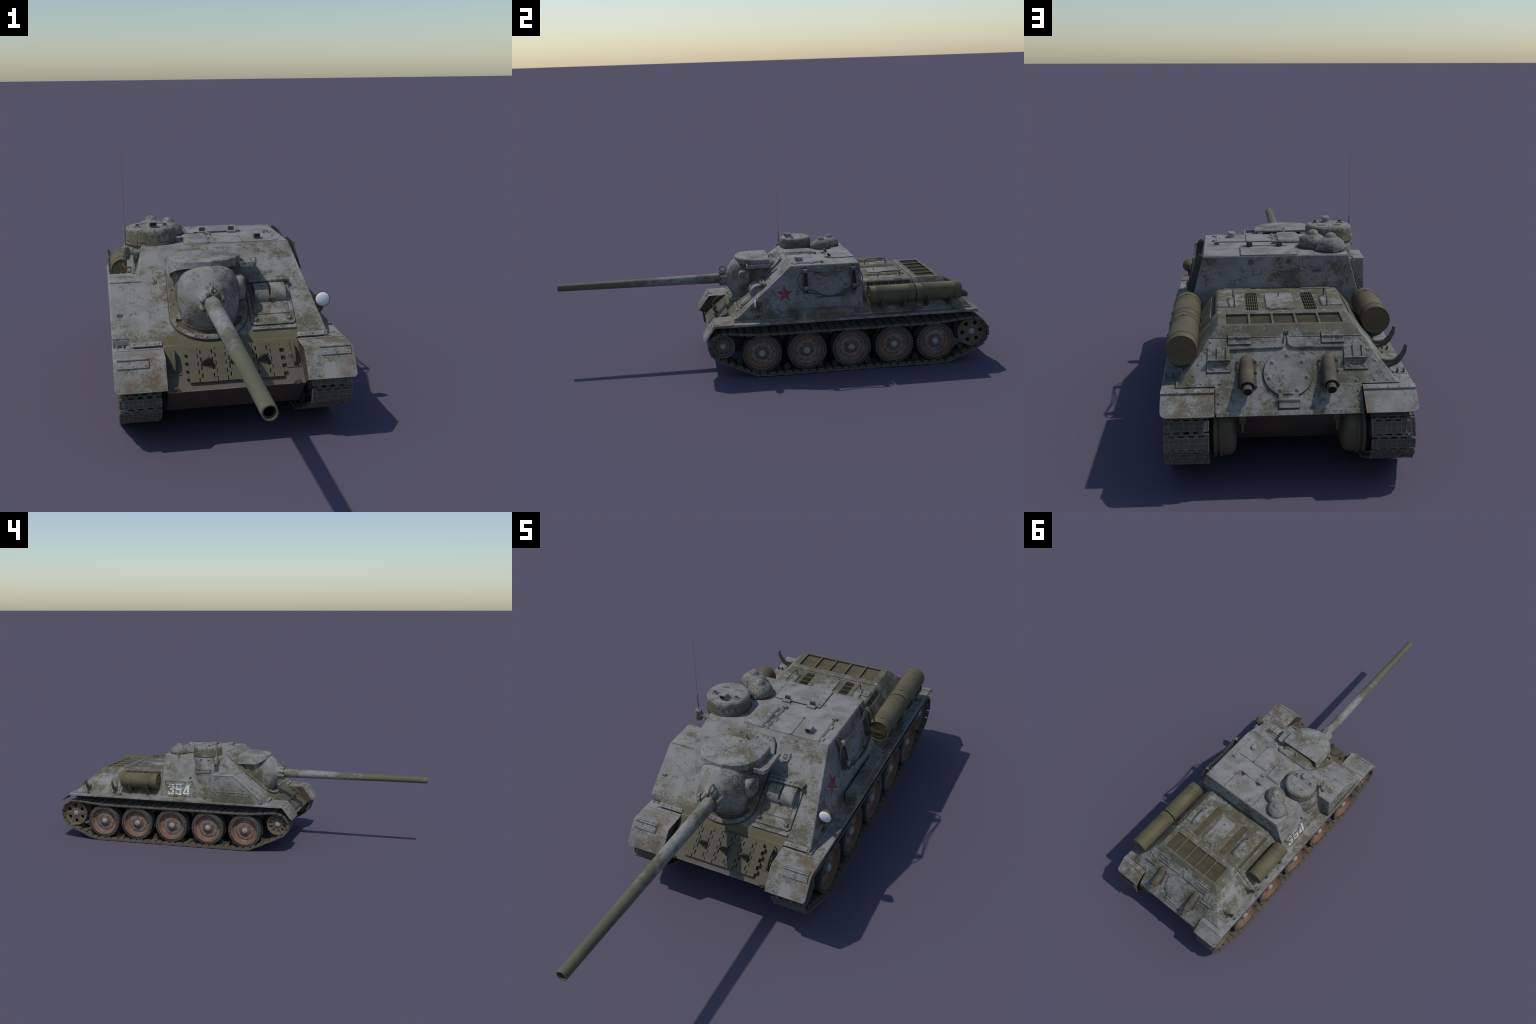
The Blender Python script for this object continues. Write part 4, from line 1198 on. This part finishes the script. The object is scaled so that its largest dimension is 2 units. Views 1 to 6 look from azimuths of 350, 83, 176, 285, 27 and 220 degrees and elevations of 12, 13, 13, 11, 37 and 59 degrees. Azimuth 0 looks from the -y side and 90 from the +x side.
DX, DZ, DR = 0.2744, 0.3418, 0.0410
for side, y0, y1 in ((1, 0.4345, 0.6430), (1, 0.6480, 0.8615), (-1, 0.4255, 0.6335)):
    L = y1 - y0
    mb = MB()
    X = at(side * DX, y0, DZ) @ Matrix.Rotation(-PI / 2, 4, 'X')     # local z -> +y
    r = DR
    mb.lathe([(0, 0.0014), (r * 0.62, 0.0018), (r - 0.0035, 0.0024), (r - 0.0020, 0.0010), (r - 0.0008, 0.0), (r, 0.0012), (r, 0.028), (r + 0.0007, 0.029), (r + 0.0007, 0.0305), (r, 0.0315),
              (r, L - 0.0315), (r + 0.0007, L - 0.0305), (r + 0.0007, L - 0.029), (r, L - 0.028), (r, L - 0.0012), (r - 0.0008, L), (r - 0.0020, L - 0.001), (r - 0.0030, L - 0.0032), (r * 0.62, L - 0.0038), (0, L - 0.0042)], 56, X)
    drum = obj('fuel_drum', mb, 'olive', angle=40)
    mb = MB()
    for z in (0.0330, L - 0.0355):                 # rusty hoops and filler
        mb.lathe([(r - 0.001, z), (r + 0.0011, z + 0.0002), (r + 0.0011, z + 0.0013), (r - 0.001, z + 0.0015)], 56, X, cap=False)
    mb.lathe([(0.0062, r - 0.003), (0.0062, r + 0.0018), (0.0035, r + 0.0034), (0, r + 0.0036)], 12, at(side * DX, y0 + 0.030, DZ))
    obj('drum_hoop', mb, 'strap', drum)
    mb = MB()
    for z, out in ((L - 0.0042, 1), (0.0018, -1)):
        Y = X @ at(0, 0, z)
        mb.lathe([(0.0285, -0.0015), (0.0285, 0.0010 * out), (0.0265, 0.0012 * out)][::1 if out > 0 else -1], 32, Y, cap=True)
        mb.box((0, 0.004 , 0.0022 * out), (0.030, 0.0060, 0.0030), Y)
    obj('drum_end', mb, 'drumrust', drum)
    for y in (y0 + 0.0560, y1 - 0.0500):
        cradle(y, side, 'drum_cradle')
for y in (0.680, 0.838):
    cradle(y, -1, 'drum_cradle')

# ------------------------------------------------------------------ stowage, lamp, aerial
mb = MB()                                          # sloped stowage bin ahead of the cupola
prof = [(0.1070, 0.2558), (0.1070, 0.4045), (-0.0170, 0.4055), (-0.1645, 0.2825), (-0.1645, 0.2553)]
mb.prism(prof, -0.3252, -0.235, YZ)
sbin = obj('stowage_bin', mb, 'casemate', bevel=0.0016)
mb = MB()
def on_side(y0, z0, y1, z1, w=0.0028, h=0.0022):
    d = Vector((0, y1 - y0, z1 - z0))
    X = frame((-0.3252, (y0 + y1) / 2, (z0 + z1) / 2), d, Vector((-1, 0, 0)).cross(d))
    if (X.to_3x3() @ Vector((0, 0, 1))).x > 0:
        X = X @ Matrix.Rotation(PI, 4, 'X')
    mb.box((0, 0, 0.0), (d.length, w, 2 * h), X)
on_side(0.105, 0.3135, -0.128, 0.3135, 0.0040, 0.0024)
for y in (0.0885, 0.0620, 0.0310, 0.0060):
    on_side(y, 0.392, y, 0.325)
on_side(0.0620, 0.392, 0.0885, 0.392); on_side(0.0060, 0.394, 0.0310, 0.394)
on_side(-0.0270, 0.3590, -0.0740, 0.3275)
on_side(-0.0310, 0.3560, -0.0690, 0.3240, 0.002)
on_side(0.1050, 0.4010, -0.0165, 0.4020, 0.003)
on_side(-0.0165, 0.4020, -0.1620, 0.2810, 0.004)
for y in (0.085, 0.02, -0.045, -0.105):
    on_side(y + 0.006, 0.3050, y - 0.006, 0.3050, 0.010, 0.0028)
obj('bin_rib', mb, 'casemate', sbin, bevel=0.0005)
mb = MB()
mb.box((-0.2795, -0.0175, 0.4060), (0.090, 0.004, 0.0024))
mb.box((-0.303, -0.108, 0.3335), (0.012, 0.006, 0.008))
mb.box((-0.302, -0.1650, 0.2700), (0.042, 0.004, 0.013), mat=0)
for k in range(3):
    mb.bolt(-0.315 + 0.018 * k, -0.1735, 0.2620, 0.0022)
obj('bin_latch', mb, 'trim', sbin)

mb = MB()                                          # long tool box on the other fender
mb.box((0.3045, 0.2238, 0.2755), (0.0370, 0.2545, 0.0400))
tb = obj('tool_box', mb, 'casemate', bevel=0.001)
mb = MB()
mb.box((0.3047, 0.2238, 0.2968), (0.0395, 0.2575, 0.0040))
mb.box((0.3232, 0.2238, 0.2900), (0.0016, 0.2545, 0.0022))
mb.box((0.3234, 0.2238, 0.2640), (0.0014, 0.2400, 0.0020))
mb.box((0.3238, 0.306, 0.2880), (0.0025, 0.010, 0.0150))
mb.tube([(0.2925, 0.0955, 0.287), (0.2925, 0.0915, 0.284), (0.2940, 0.0910, 0.272), (0.3125, 0.0910, 0.272), (0.3140, 0.0915, 0.284), (0.3140, 0.0955, 0.287)], 0.0014, 6)
mb.box((0.3035, 0.0960, 0.2890), (0.020, 0.0025, 0.0035))
obj('box_lid', mb, 'casemate', tb, bevel=0.0007)

LX, LY, LZ = 0.2908, -0.0905, 0.3405               # driving lamp
mb = MB()
prof = [(0.0222, 0.0)] + [(0.0222 * math.cos(t), -0.0285 * math.sin(t)) for t in [PI / 2 * i / 9 for i in range(1, 9)]] + [(0, -0.0285)]
mb.lathe([(0.0200, 0.0015), (0.0228, 0.0018), (0.0228, -0.0025)] + prof, 40, axis_y(LX, LY, LZ), cap=False)
lamp = obj('driving_lamp', mb, 'lamp', angle=50)
mb = MB()
mb.lathe([(0.0208, -0.004), (0.0212, 0.0016), (0.0180, 0.0042), (0.011, 0.0062), (0.004, 0.0070), (0, 0.0071)], 40, axis_y(LX, LY, LZ))
obj('lamp_glass', mb, 'lens', lamp, angle=60)
mb = MB()
mb.tube(spline([(LX, -0.078, 0.320), (LX - 0.001, -0.079, 0.306), (LX - 0.012, -0.079, 0.300), (LX - 0.030, -0.079, 0.300)], 4), 0.0040, 8)
mb.box((LX - 0.006, -0.0785, 0.3145), (0.020, 0.012, 0.007))
mb.tube(spline([(LX - 0.006, -0.068, 0.330), (LX - 0.007, -0.058, 0.318), (LX - 0.004, -0.062, 0.304), (LX - 0.016, -0.064, 0.296)], 4), 0.0018, 6)
mb.lathe([(0.0072, 0.0), (0.0072, 0.010), (0.0040, 0.0145), (0, 0.015)], 16, axis_y(0.2850, -0.073, 0.2775))
mb.box((0.2800, -0.075, 0.2780), (0.012, 0.006, 0.006))
obj('lamp_bracket', mb, 'lamp', lamp)

AX, AY = -0.2722, 0.0935                           # aerial pot, arm and whip
mb = MB()
mb.lathe([(0.0105, 0.4500), (0.0122, 0.4525), (0.0122, 0.4870), (0.0110, 0.4890), (0.0055, 0.4900), (0.0045, 0.4925), (0, 0.493)], 24, at(AX, AY, 0))
mb.tube([(AX + 0.006, AY, 0.4705), (-0.210, AY, 0.4705)], 0.0066, 16)
mb.tube([(AX + 0.010, AY, 0.4705), (AX + 0.016, AY, 0.4705)], 0.0085, 16)
mb.tube([(-0.246, AY, 0.4705), (-0.226, AY, 0.4705)], 0.0095, 16)
mb.box((-0.2462, AY + 0.006, 0.455), (0.006, 0.008, 0.040))
ant = obj('aerial_base', mb, 'trim', angle=40)
mb = MB()
mb.tube([(AX, AY, 0.490), (AX, AY, 0.560)], lambda t: 0.0030 - 0.0012 * t, 10, mat=1)
mb.tube([(AX, AY, 0.558), (AX, AY, 0.7635)], lambda t: 0.00050 - 0.00015 * t, 6)
obj('aerial_whip', mb, ['cable', 'trim'], ant)

# ------------------------------------------------------------------ casemate sides
mb = MB()                                          # two channel uprights that carry the tow rope
for y in (0.1435, 0.3665):
    v0, v1 = side_v(0.3640), side_v(0.4790)
    mb.box((y, (v0 + v1) / 2, 0.0025), (0.0185, v1 - v0, 0.003), SIDE_R)
    for d in (-1, 1):
        mb.prism([(v0, 0.0), (v1, 0.0), (v1 + 0.005, 0.012), (v1 - 0.010, 0.023), (v0 + 0.010, 0.023), (v0 - 0.001, 0.014)], y + d * 0.0085 - 0.0010, y + d * 0.0085 + 0.0010,
                 SIDE_R @ Matrix(((0, 0, 1, 0), (1, 0, 0, 0), (0, 1, 0, 0), (0, 0, 0, 1))))
    for z in (0.4615, 0.3855):
        mb.lathe([(0.0088, -0.0090), (0.0096, -0.0078), (0.0096, 0.0078), (0.0088, 0.0090)], 16, SIDE_R @ at(y, side_v(z), 0.0205) @ ALONG_X, 1)
obj('rope_rack', mb, ['bracket', 'trim'], bevel=0.0006)
mb = MB()
def rope(ctrl):
    mb.tube([SIDE_R @ Vector((p.x, side_v(p.y), p.z)) for p in spline([(y, z, 0.0170 + 0.42 * h) for y, z, h in ctrl], 8)], 0.0024, 8)
rope([(0.140, 0.464, 0.017), (0.180, 0.4580, 0.012), (0.225, 0.4400, 0.006), (0.255, 0.4350, 0.005), (0.290, 0.4410, 0.006), (0.325, 0.4600, 0.009), (0.352, 0.4690, 0.012), (0.372, 0.4670, 0.014),
      (0.392, 0.4520, 0.014), (0.404, 0.4280, 0.013), (0.4035, 0.402, 0.013), (0.392, 0.386, 0.014), (0.370, 0.3770, 0.016), (0.345, 0.3760, 0.014), (0.315, 0.3640, 0.008), (0.285, 0.3500, 0.005), (0.250, 0.3465, 0.005),
      (0.212, 0.3550, 0.005), (0.180, 0.3730, 0.009), (0.150, 0.3790, 0.014), (0.132, 0.3720, 0.012), (0.116, 0.3880, 0.008), (0.1075, 0.415, 0.006), (0.113, 0.4420, 0.007), (0.126, 0.4590, 0.012), (0.140, 0.464, 0.016)])
rope([(0.143, 0.4640, 0.022), (0.185, 0.4575, 0.020), (0.235, 0.4500, 0.017), (0.268, 0.4480, 0.016), (0.305, 0.4530, 0.017), (0.345, 0.4620, 0.021), (0.366, 0.4640, 0.022)])
rope([(0.140, 0.3640, 0.006), (0.170, 0.3620, 0.005), (0.215, 0.3530, 0.005), (0.265, 0.3445, 0.006), (0.315, 0.3510, 0.006), (0.350, 0.3660, 0.008), (0.366, 0.3700, 0.010)])
obj('tow_rope', mb, 'cable', angle=60)
mb = MB()                                          # rail and plate joints on that side
mb.tube([SIDE_R @ Vector((0.200, side_v(0.3440), 0.012)), SIDE_R @ Vector((0.318, side_v(0.3440), 0.012))], 0.0026, 8)
for y in (0.202, 0.316):
    mb.box((y, side_v(0.3440), 0.006), (0.005, 0.005, 0.012), SIDE_R)
obj('side_rail', mb, 'bracket')
mb = MB()
for y in (0.1622, 0.3478):
    mb.box((y, side_v(0.3110), 0.0003), (0.0016, 0.088, 0.0016), SIDE_R)
mb.box((0.11, side_v(0.2720), 0.0003), (0.60, 0.0016, 0.0016), SIDE_R)
mb.box((-0.11, side_v(0.2720), 0.0003), (0.60, 0.0016, 0.0016), SIDE_L)
mb.box((-0.33, side_v(0.2720), 0.0020), (0.012, 0.010, 0.006), SIDE_L)
for k in range(4):
    mb.box((-0.155 - 0.055 * k, side_v(0.2735), 0.0020), (0.012, 0.010, 0.006), SIDE_L)
obj('plate_joint', mb, 'casemate', casemate, stuff=True)

mb = MB()                                          # handrails on the cupola side
mb.tube([SIDE_L @ p for p in spline([(-0.386, side_v(0.3415), -0.002), (-0.385, side_v(0.3415), 0.018), (-0.370, side_v(0.3415), 0.020), (-0.290, side_v(0.3415), 0.020), (-0.275, side_v(0.3415), 0.018), (-0.274, side_v(0.3415), -0.002)], 5)], 0.0022, 8)
mb.tube(spline([(CX - 0.0600, 0.2160, 0.4175), (CX - 0.0770, 0.2140, 0.4175), (CX - 0.0880, 0.190, 0.4175), (CX - 0.0880, 0.150, 0.4175), (CX - 0.0800, 0.1300, 0.4175), (CX - 0.0640, 0.1280, 0.4175)], 6), 0.0022, 8)
obj('handrail', mb, 'bracket', angle=60)
mb = MB()
mb.lathe([(0.0068, -0.002), (0.0068, 0.002), (0.0042, 0.003), (0.0042, 0.0065), (0.0025, 0.0085), (0, 0.009)], 16, SIDE_L @ at(-0.2465, side_v(0.3675), 0))
obj('pistol_port_plug', mb, 'brown')

# painted marks: a five-pointed star and a stencilled number
def star(R, r, n=5):
    return [((R if i % 2 == 0 else r) * math.sin(PI * i / n), (R if i % 2 == 0 else r) * math.cos(PI * i / n)) for i in range(2 * n)]
SX = SIDE_R @ at(0.0458, side_v(0.3672), 0)
# the painted star leans a little: it was laid out on the sloping wall
obj('star_outline', MB().prism(star(0.0545, 0.0215), -0.001, 0.0006, SX), 'starline')
obj('star_mark', MB().prism(star(0.0480, 0.0190), -0.001, 0.0012, SX), 'red')
mb = MB()
H, W, T = 0.0570, 0.0340, 0.0100
def stroke(x0, y0, x1, y1):
    mb.box(((x0 + x1) / 2, (y0 + y1) / 2, 0.0002), (abs(x1 - x0), abs(y1 - y0), 0.0012), SIDE_L @ at(-0.370 + ox, side_v(0.2740), 0))
g = 0.0022
ox = 0.0
stroke(0.003, H - T, W * 0.48, H); stroke(W * 0.48 + g, H - T, W, H); stroke(W - T, H / 2 + g, W, H - T - g)      # 3
stroke(W * 0.35, H / 2 - T / 2 + 0.001, W - T - g, H / 2 + T / 2 - 0.001); stroke(W - T, T + g, W, H / 2 - g)
stroke(0.002, 0, W * 0.48, T); stroke(W * 0.48 + g, 0, W, T); stroke(0, H - T * 1.7, T * 0.7, H - T - g); stroke(0, T + g, T * 0.7, T * 1.7)
ox = 0.0430
stroke(0.0, H - T, W * 0.46, H); stroke(W * 0.46 + g, H - T, W, H); stroke(0.0, H / 2 + T * 0.7 + g, T, H - T - g)            # 5
stroke(0.0, H / 2 - T * 0.3, W, H / 2 + T * 0.7 - 0.001); stroke(W - T, T + g, W, H / 2 - T * 0.3 - g)
stroke(0.0, 0, W * 0.5, T); stroke(W * 0.5 + g, 0, W, T); stroke(0, T + g, T * 0.7, T * 1.8)
ox = 0.0860
mb.prism([(0.0, T * 1.35), (T * 0.85, T * 1.35), (W - T - g, H * 0.66), (W - T - g, H)], -0.0004, 0.0008, SIDE_L @ at(-0.370 + ox, side_v(0.2740), 0))                     # 4
stroke(0.0, T * 0.55, W - T - g, T * 1.35 - 0.0004); stroke(W - T, T * 1.35 + g, W, H); stroke(W - T, 0.0, W, T * 0.5); stroke(W - T, T * 0.6 + 0.001, W + 0.003, T * 1.35)
obj('number_mark', mb, 'paint')

# ------------------------------------------------------------------ running gear
WHEEL_R = 0.0902
def tyre_mesh():
    """Two ribbed rubber rings; local x is the axle, +x faces outward."""
    mb = MB()
    ribs = 70
    n = ribs * 4
    for x0, x1 in ((0.0085, 0.0446), (-0.0446, -0.0085)):
        V, m = [], 10
        for i in range(n):
            a = 2 * PI * (i // 4 + (0.0, 0.36, 0.46, 0.90)[i % 4]) / ribs
            q = 0.0 if i % 4 < 2 else 1.0
            half = [(0.0010, 0.0740), (0.0010, 0.0765), (0.0034 * q, 0.0795), (0.0018 + 0.0040 * q, WHEEL_R - 0.0008 - 0.0020 * q), (0.0085, WHEEL_R)]
            prof = [(x0 + e, r) for e, r in half] + [(x1 - e, r) for e, r in half[::-1]]
            V += [(x, r * math.cos(a), r * math.sin(a)) for x, r in prof]
        for rib in (True, False):
            F = []
            for i in range(n):
                j = (i + 1) % n
                for k in range(m):
                    l = (k + 1) % m
                    worn = i % 4 == 0 and k in (2, 6)
                    if worn == rib:
                        F.append((i * m + k, i * m + l, j * m + l, j * m + k))
            o = len(mb.v)
            if rib:
                base = o
                mb.add(V, F, None, 1)
            else:
                for f in F:
                    mb.f.append(tuple(q + base for q in f))
                    mb.mi.append(0)
    me = mb.mesh('tyre')
    me.materials.append(M['rubber'])
    me.materials.append(M['rubberrib'])
    smooth(me, 20)
    return me

def disc_mesh():
    """Dished steel discs with rim lips, bolt circles and a hub flange."""
    mb = MB()
    prof = [(0.0752, 0.0100), (0.0752, 0.0436), (0.0740, 0.0441), (0.0722, 0.0432), (0.0708, 0.0385), (0.0690, 0.0300), (0.0655, 0.0250), (0.0600, 0.0222), (0.0540, 0.0208), (0.0520, 0.0210),
            (0.0508, 0.0226), (0.0498, 0.0230), (0.0330, 0.0230), (0.0315, 0.0245), (0.0290, 0.0262), (0.0240, 0.0265), (0.0225, 0.0270)]
    mb.lathe(prof, 56, ALONG_X)
    mb.lathe([(0.0752, 0.0100), (0.0752, 0.0436), (0.0710, 0.0425), (0.0690, 0.0300), (0.0600, 0.0215), (0.02, 0.0215)], 56, Matrix.Rotation(PI, 4, 'Z') @ ALONG_X)
    mb.cyl(0.020, -0.0215, 0.0215, 20, ALONG_X)
    for k in range(10):
        a = 2 * PI * (k + 0.3) / 10
        mb.bolt(0.0455 * math.cos(a), 0.0455 * math.sin(a), 0.0230, 0.0024, ALONG_X, 1)
    for k in range(6):
        a = 2 * PI * (k + 0.5) / 6
        mb.bolt(0.0300 * math.cos(a), 0.0300 * math.sin(a), 0.0256, 0.0030, ALONG_X, 1)
    me = mb.mesh('road_wheel')
    me.materials.append(M['wheel'])
    me.materials.append(M['brown'])
    smooth(me, 28)
    return me

def hub_mesh():
    mb = MB()
    mb.lathe([(0.0238, 0.022), (0.0238, 0.0318), (0.0212, 0.0335), (0.0190, 0.0322), (0.0180, 0.0322)], 8, ALONG_X, 1)
    mb.lathe([(0.0158, 0.026), (0.0158, 0.0350), (0.0148, 0.0382), (0.0118, 0.0410), (0.0070, 0.0426), (0.0025, 0.0430), (0.0022, 0.0440), (0, 0.0441)], 28, ALONG_X, 0)
    me = mb.mesh('hub_cap')
    me.materials.append(M['hub'])
    me.materials.append(M['idler'])
    smooth(me, 35)
    return me

TYRE, DISC, HUB = tyre_mesh(), disc_mesh(), hub_mesh()
WX = 0.2650
WHEEL_Y = (-0.0704, 0.1367, 0.3438, 0.5450, 0.7420)
WHEEL_Z = 0.1051
for s in (1, -1):
    for y in WHEEL_Y:
        rot = (rnd.uniform(0, 2 * PI), 0, 0 if s > 0 else PI)
        w = obj('road_wheel', DISC, None, loc=(s * WX, y, WHEEL_Z), rot=rot, angle=28)
        obj('tyre', TYRE, None, w, angle=20)
        obj('hub_cap', HUB, None, w, angle=35)

def spoked(name, R, holes, hole_r, hole_ring, ribs, cap_r, xo, web):
    """Twin-disc wheel with through holes (idler and drive sprocket)."""
    mb = MB()
    w = xo - web
    mb.lathe([(R - 0.002, w - 0.0085), (R, w - 0.007), (R, xo - 0.0015), (R - 0.0012, xo), (R - 0.0035, xo), (R - 0.0052, xo - 0.0015), (R - 0.0080, w + 0.001), (R - 0.010, w), (cap_r * 1.85, w), (cap_r * 1.6, w + 0.0035), (cap_r * 1.3, w + 0.0035), (cap_r * 1.25, w + 0.002),
              (cap_r * 1.25, w - 0.0085)], 60, ALONG_X)
    o = obj(name, mb, 'idler', angle=30)
    cut = MB()
    for k in range(holes):
        a = 2 * PI * (k + 0.5) / holes
        cut_x = ALONG_X @ Matrix.Rotation(a, 4, 'Z') @ at(hole_ring, 0, 0)
        if ribs:
            cut.cyl(hole_r, xo - 0.03, xo + 0.02, 14, cut_x)
        else:
            cut.prism([(-hole_r * 1.05, 0.0), (-hole_r * 0.35, -hole_r * 0.85), (hole_r * 0.75, -hole_r * 0.95), (hole_r * 1.0, -hole_r * 0.6), (hole_r * 1.0, hole_r * 0.6), (hole_r * 0.75, hole_r * 0.95), (-hole_r * 0.35, hole_r * 0.85)], xo - 0.03, xo + 0.02, cut_x)
    carve(o, [cut])
    outer = o.data
    bpy.data.objects.remove(o)
    bm = bmesh.new()
    bm.from_mesh(outer)
    mb = MB()
    for k in range(holes):
        a = 2 * PI * k / holes
        X = ALONG_X @ Matrix.Rotation(a, 4, 'Z')
        if ribs:
            a0, a1 = cap_r * 1.6, R - 0.0045
            mb.prism([(a0, w - 0.001), (a1, w - 0.001), (a1, xo - 0.0012), (a1 - 0.006, w + web * 0.55), (a0, w + 0.0030)], -0.0012, 0.0012, X @ Matrix.Rotation(PI / 2, 4, 'X'))
        else:
            mb.box(((R - 0.008 + cap_r * 1.6) / 2, 0, w + 0.0008), (R - 0.010 - cap_r * 1.6, 0.0090, 0.0040), X)
            mb.cyl(0.0050, w - 0.001, w + 0.0045, 10, X @ at(R - 0.0140, 0, 0))
    # inner companion disc and drum between
    mb.lathe([(R - 0.003, -xo - 0.004), (R, -xo - 0.002), (R, -xo + 0.012), (R * 0.45, -xo + 0.008), (R * 0.45, -xo - 0.004)], 60, ALONG_X)
    mb.lathe([(R * 0.40, -xo - 0.02), (R * 0.40, w - 0.012), (R * 0.2, w - 0.012)], 28, ALONG_X)
    extra = mb.mesh('x')
    bm.from_mesh(extra)
    me = bpy.data.meshes.new(name)
    bm.to_mesh(me)
    bm.free()
    me.materials.append(M['idler'])
    smooth(me, 30)
    mb = MB()
    mb.lathe([(cap_r * 1.2, w - 0.008), (cap_r * 1.2, w + 0.0030), (cap_r, w + 0.0042), (cap_r, w + 0.0060), (cap_r * 0.8, w + 0.0082), (cap_r * 0.16, w + 0.0086), (cap_r * 0.15, w + 0.0094), (0, w + 0.0094)], 6 if not ribs else 24, ALONG_X)
    cap = mb.mesh('hub_cap')
    cap.materials.append(M['hub'])
    smooth(cap, 35)
    return me, cap

IDL = (-0.2475, 0.1490, 0.0548)
SPR = (0.9190, 0.1378, 0.0684)
idler_me = spoked('idler_wheel', IDL[2], 10, 0.0042, 0.0356, True, 0.0110, 0.0390, 0.0150)
sprocket_me = spoked('drive_sprocket', SPR[2], 6, 0.0108, 0.0422, False, 0.0140, 0.0360, 0.0080)
for s in (1, -1):
    for nm, (y, z, _), (me, cap) in (('idler_wheel', IDL, idler_me), ('drive_sprocket', SPR, sprocket_me)):
        w = obj(nm, me, None, loc=(s * 0.2620, y, z), rot=(rnd.uniform(0, 2 * PI), 0, 0 if s > 0 else PI), angle=30)
        obj('hub_cap', cap, None, w, angle=35)

# belt path: convex wrap round the wheels with a sagging top run
def belt():
    inn = 0.0012                                    # inner face above the pin line
    circles = [(IDL[0], IDL[1], IDL[2] + 0.0012), (SPR[0], SPR[1], SPR[2] - 0.0022), (WHEEL_Y[0], WHEEL_Z, WHEEL_R + inn), (WHEEL_Y[-1], WHEEL_Z, WHEEL_R + inn), (0.7900, 0.0434, 0.0300)]   # the belt lies flat a link beyond the last wheel
    pts = [(y + r * math.cos(a), z + r * math.sin(a)) for y, z, r in circles for a in [2 * PI * i / 180 for i in range(180)]]
    pts = sorted(set(pts))
    def chain(P):
        H = []
        for p in P:
            while len(H) > 1 and (H[-1][0] - H[-2][0]) * (p[1] - H[-2][1]) - (H[-1][1] - H[-2][1]) * (p[0] - H[-2][0]) <= 0:
                H.pop()
            H.append(p)
        return H
    lo, up = chain(pts), chain(pts[::-1])
    loop = lo[:-1] + up[:-1]
    # resample finely, then sag the upper run on to the wheels
    fine = []
    for p, q in zip(loop, loop[1:] + loop[:1]):
        d = math.hypot(q[0] - p[0], q[1] - p[1])
        k = max(1, int(d / 0.002))
        fine += [(p[0] + (q[0] - p[0]) * i / k, p[1] + (q[1] - p[1]) * i / k) for i in range(k)]
    out = []
    for y, z in fine:
        if z > 0.190 and IDL[0] < y < SPR[0]:
            t = (y - IDL[0]) / (SPR[0] - IDL[0])
            sag = min(1, t / 0.16, (1 - t) / 0.17)
            sag = sag * sag * (3 - 2 * sag)
            z -= sag * (z - 0.1902 + 0.0006 * math.cos((y - WHEEL_Y[0]) / 0.203 * 2 * PI) * -1)
        out.append((y, z))
    return out

path = belt()
cum = [0.0]
for p, q in zip(path, path[1:] + path[:1]):
    cum.append(cum[-1] + math.hypot(q[0] - p[0], q[1] - p[1]))
total = cum[-1]
count = 2 * round(total / PITCH / 2)
step = total / count
def along(sd):
    sd %= total
    import bisect
    i = min(len(path) - 1, bisect.bisect_right(cum, sd) - 1)
    t = (sd - cum[i]) / max(1e-9, cum[i + 1] - cum[i])
    p, q = path[i], path[(i + 1) % len(path)]
    return Vector((p[0] + (q[0] - p[0]) * t, p[1] + (q[1] - p[1]) * t))
TX = 0.2610
for s in (1, -1):
    mb = MB()
    off = 0.0 if s > 0 else step * 0.6
    pins = [along(off + step * i) for i in range(count)]
    for i, p in enumerate(pins):
        d = (pins[(i + 1) % count] - pins[i - 1]).normalized()
        p = p + Vector((-d.y, d.x)) * PINZ
        mb.tube([(s * TX - 0.0560, p.x, p.y), (s * TX + 0.0560, p.x, p.y)], 0.0022, 6)
    track = obj('track', mb, 'rib')
    for i in range(count):
        a, b = pins[i], pins[(i + 1) % count]
        c, d = (a + b) / 2, (b - a).normalized()
        # the loop runs counter-clockwise seen with y right, z up: inner normal is to the left
        nrm = Vector((-d.y, d.x))
        X = Matrix(((0, 1, 0, s * TX), (d.x, 0, nrm.x, c.x), (d.y, 0, nrm.y, c.y), (0, 0, 0, 1)))
        if X.to_3x3().determinant() < 0:
            X = X @ Matrix.Scale(-1, 4, (0, 1, 0))
        o = obj('track_link', LINK[i % 2 == 0], None, track)
        o.matrix_world = X
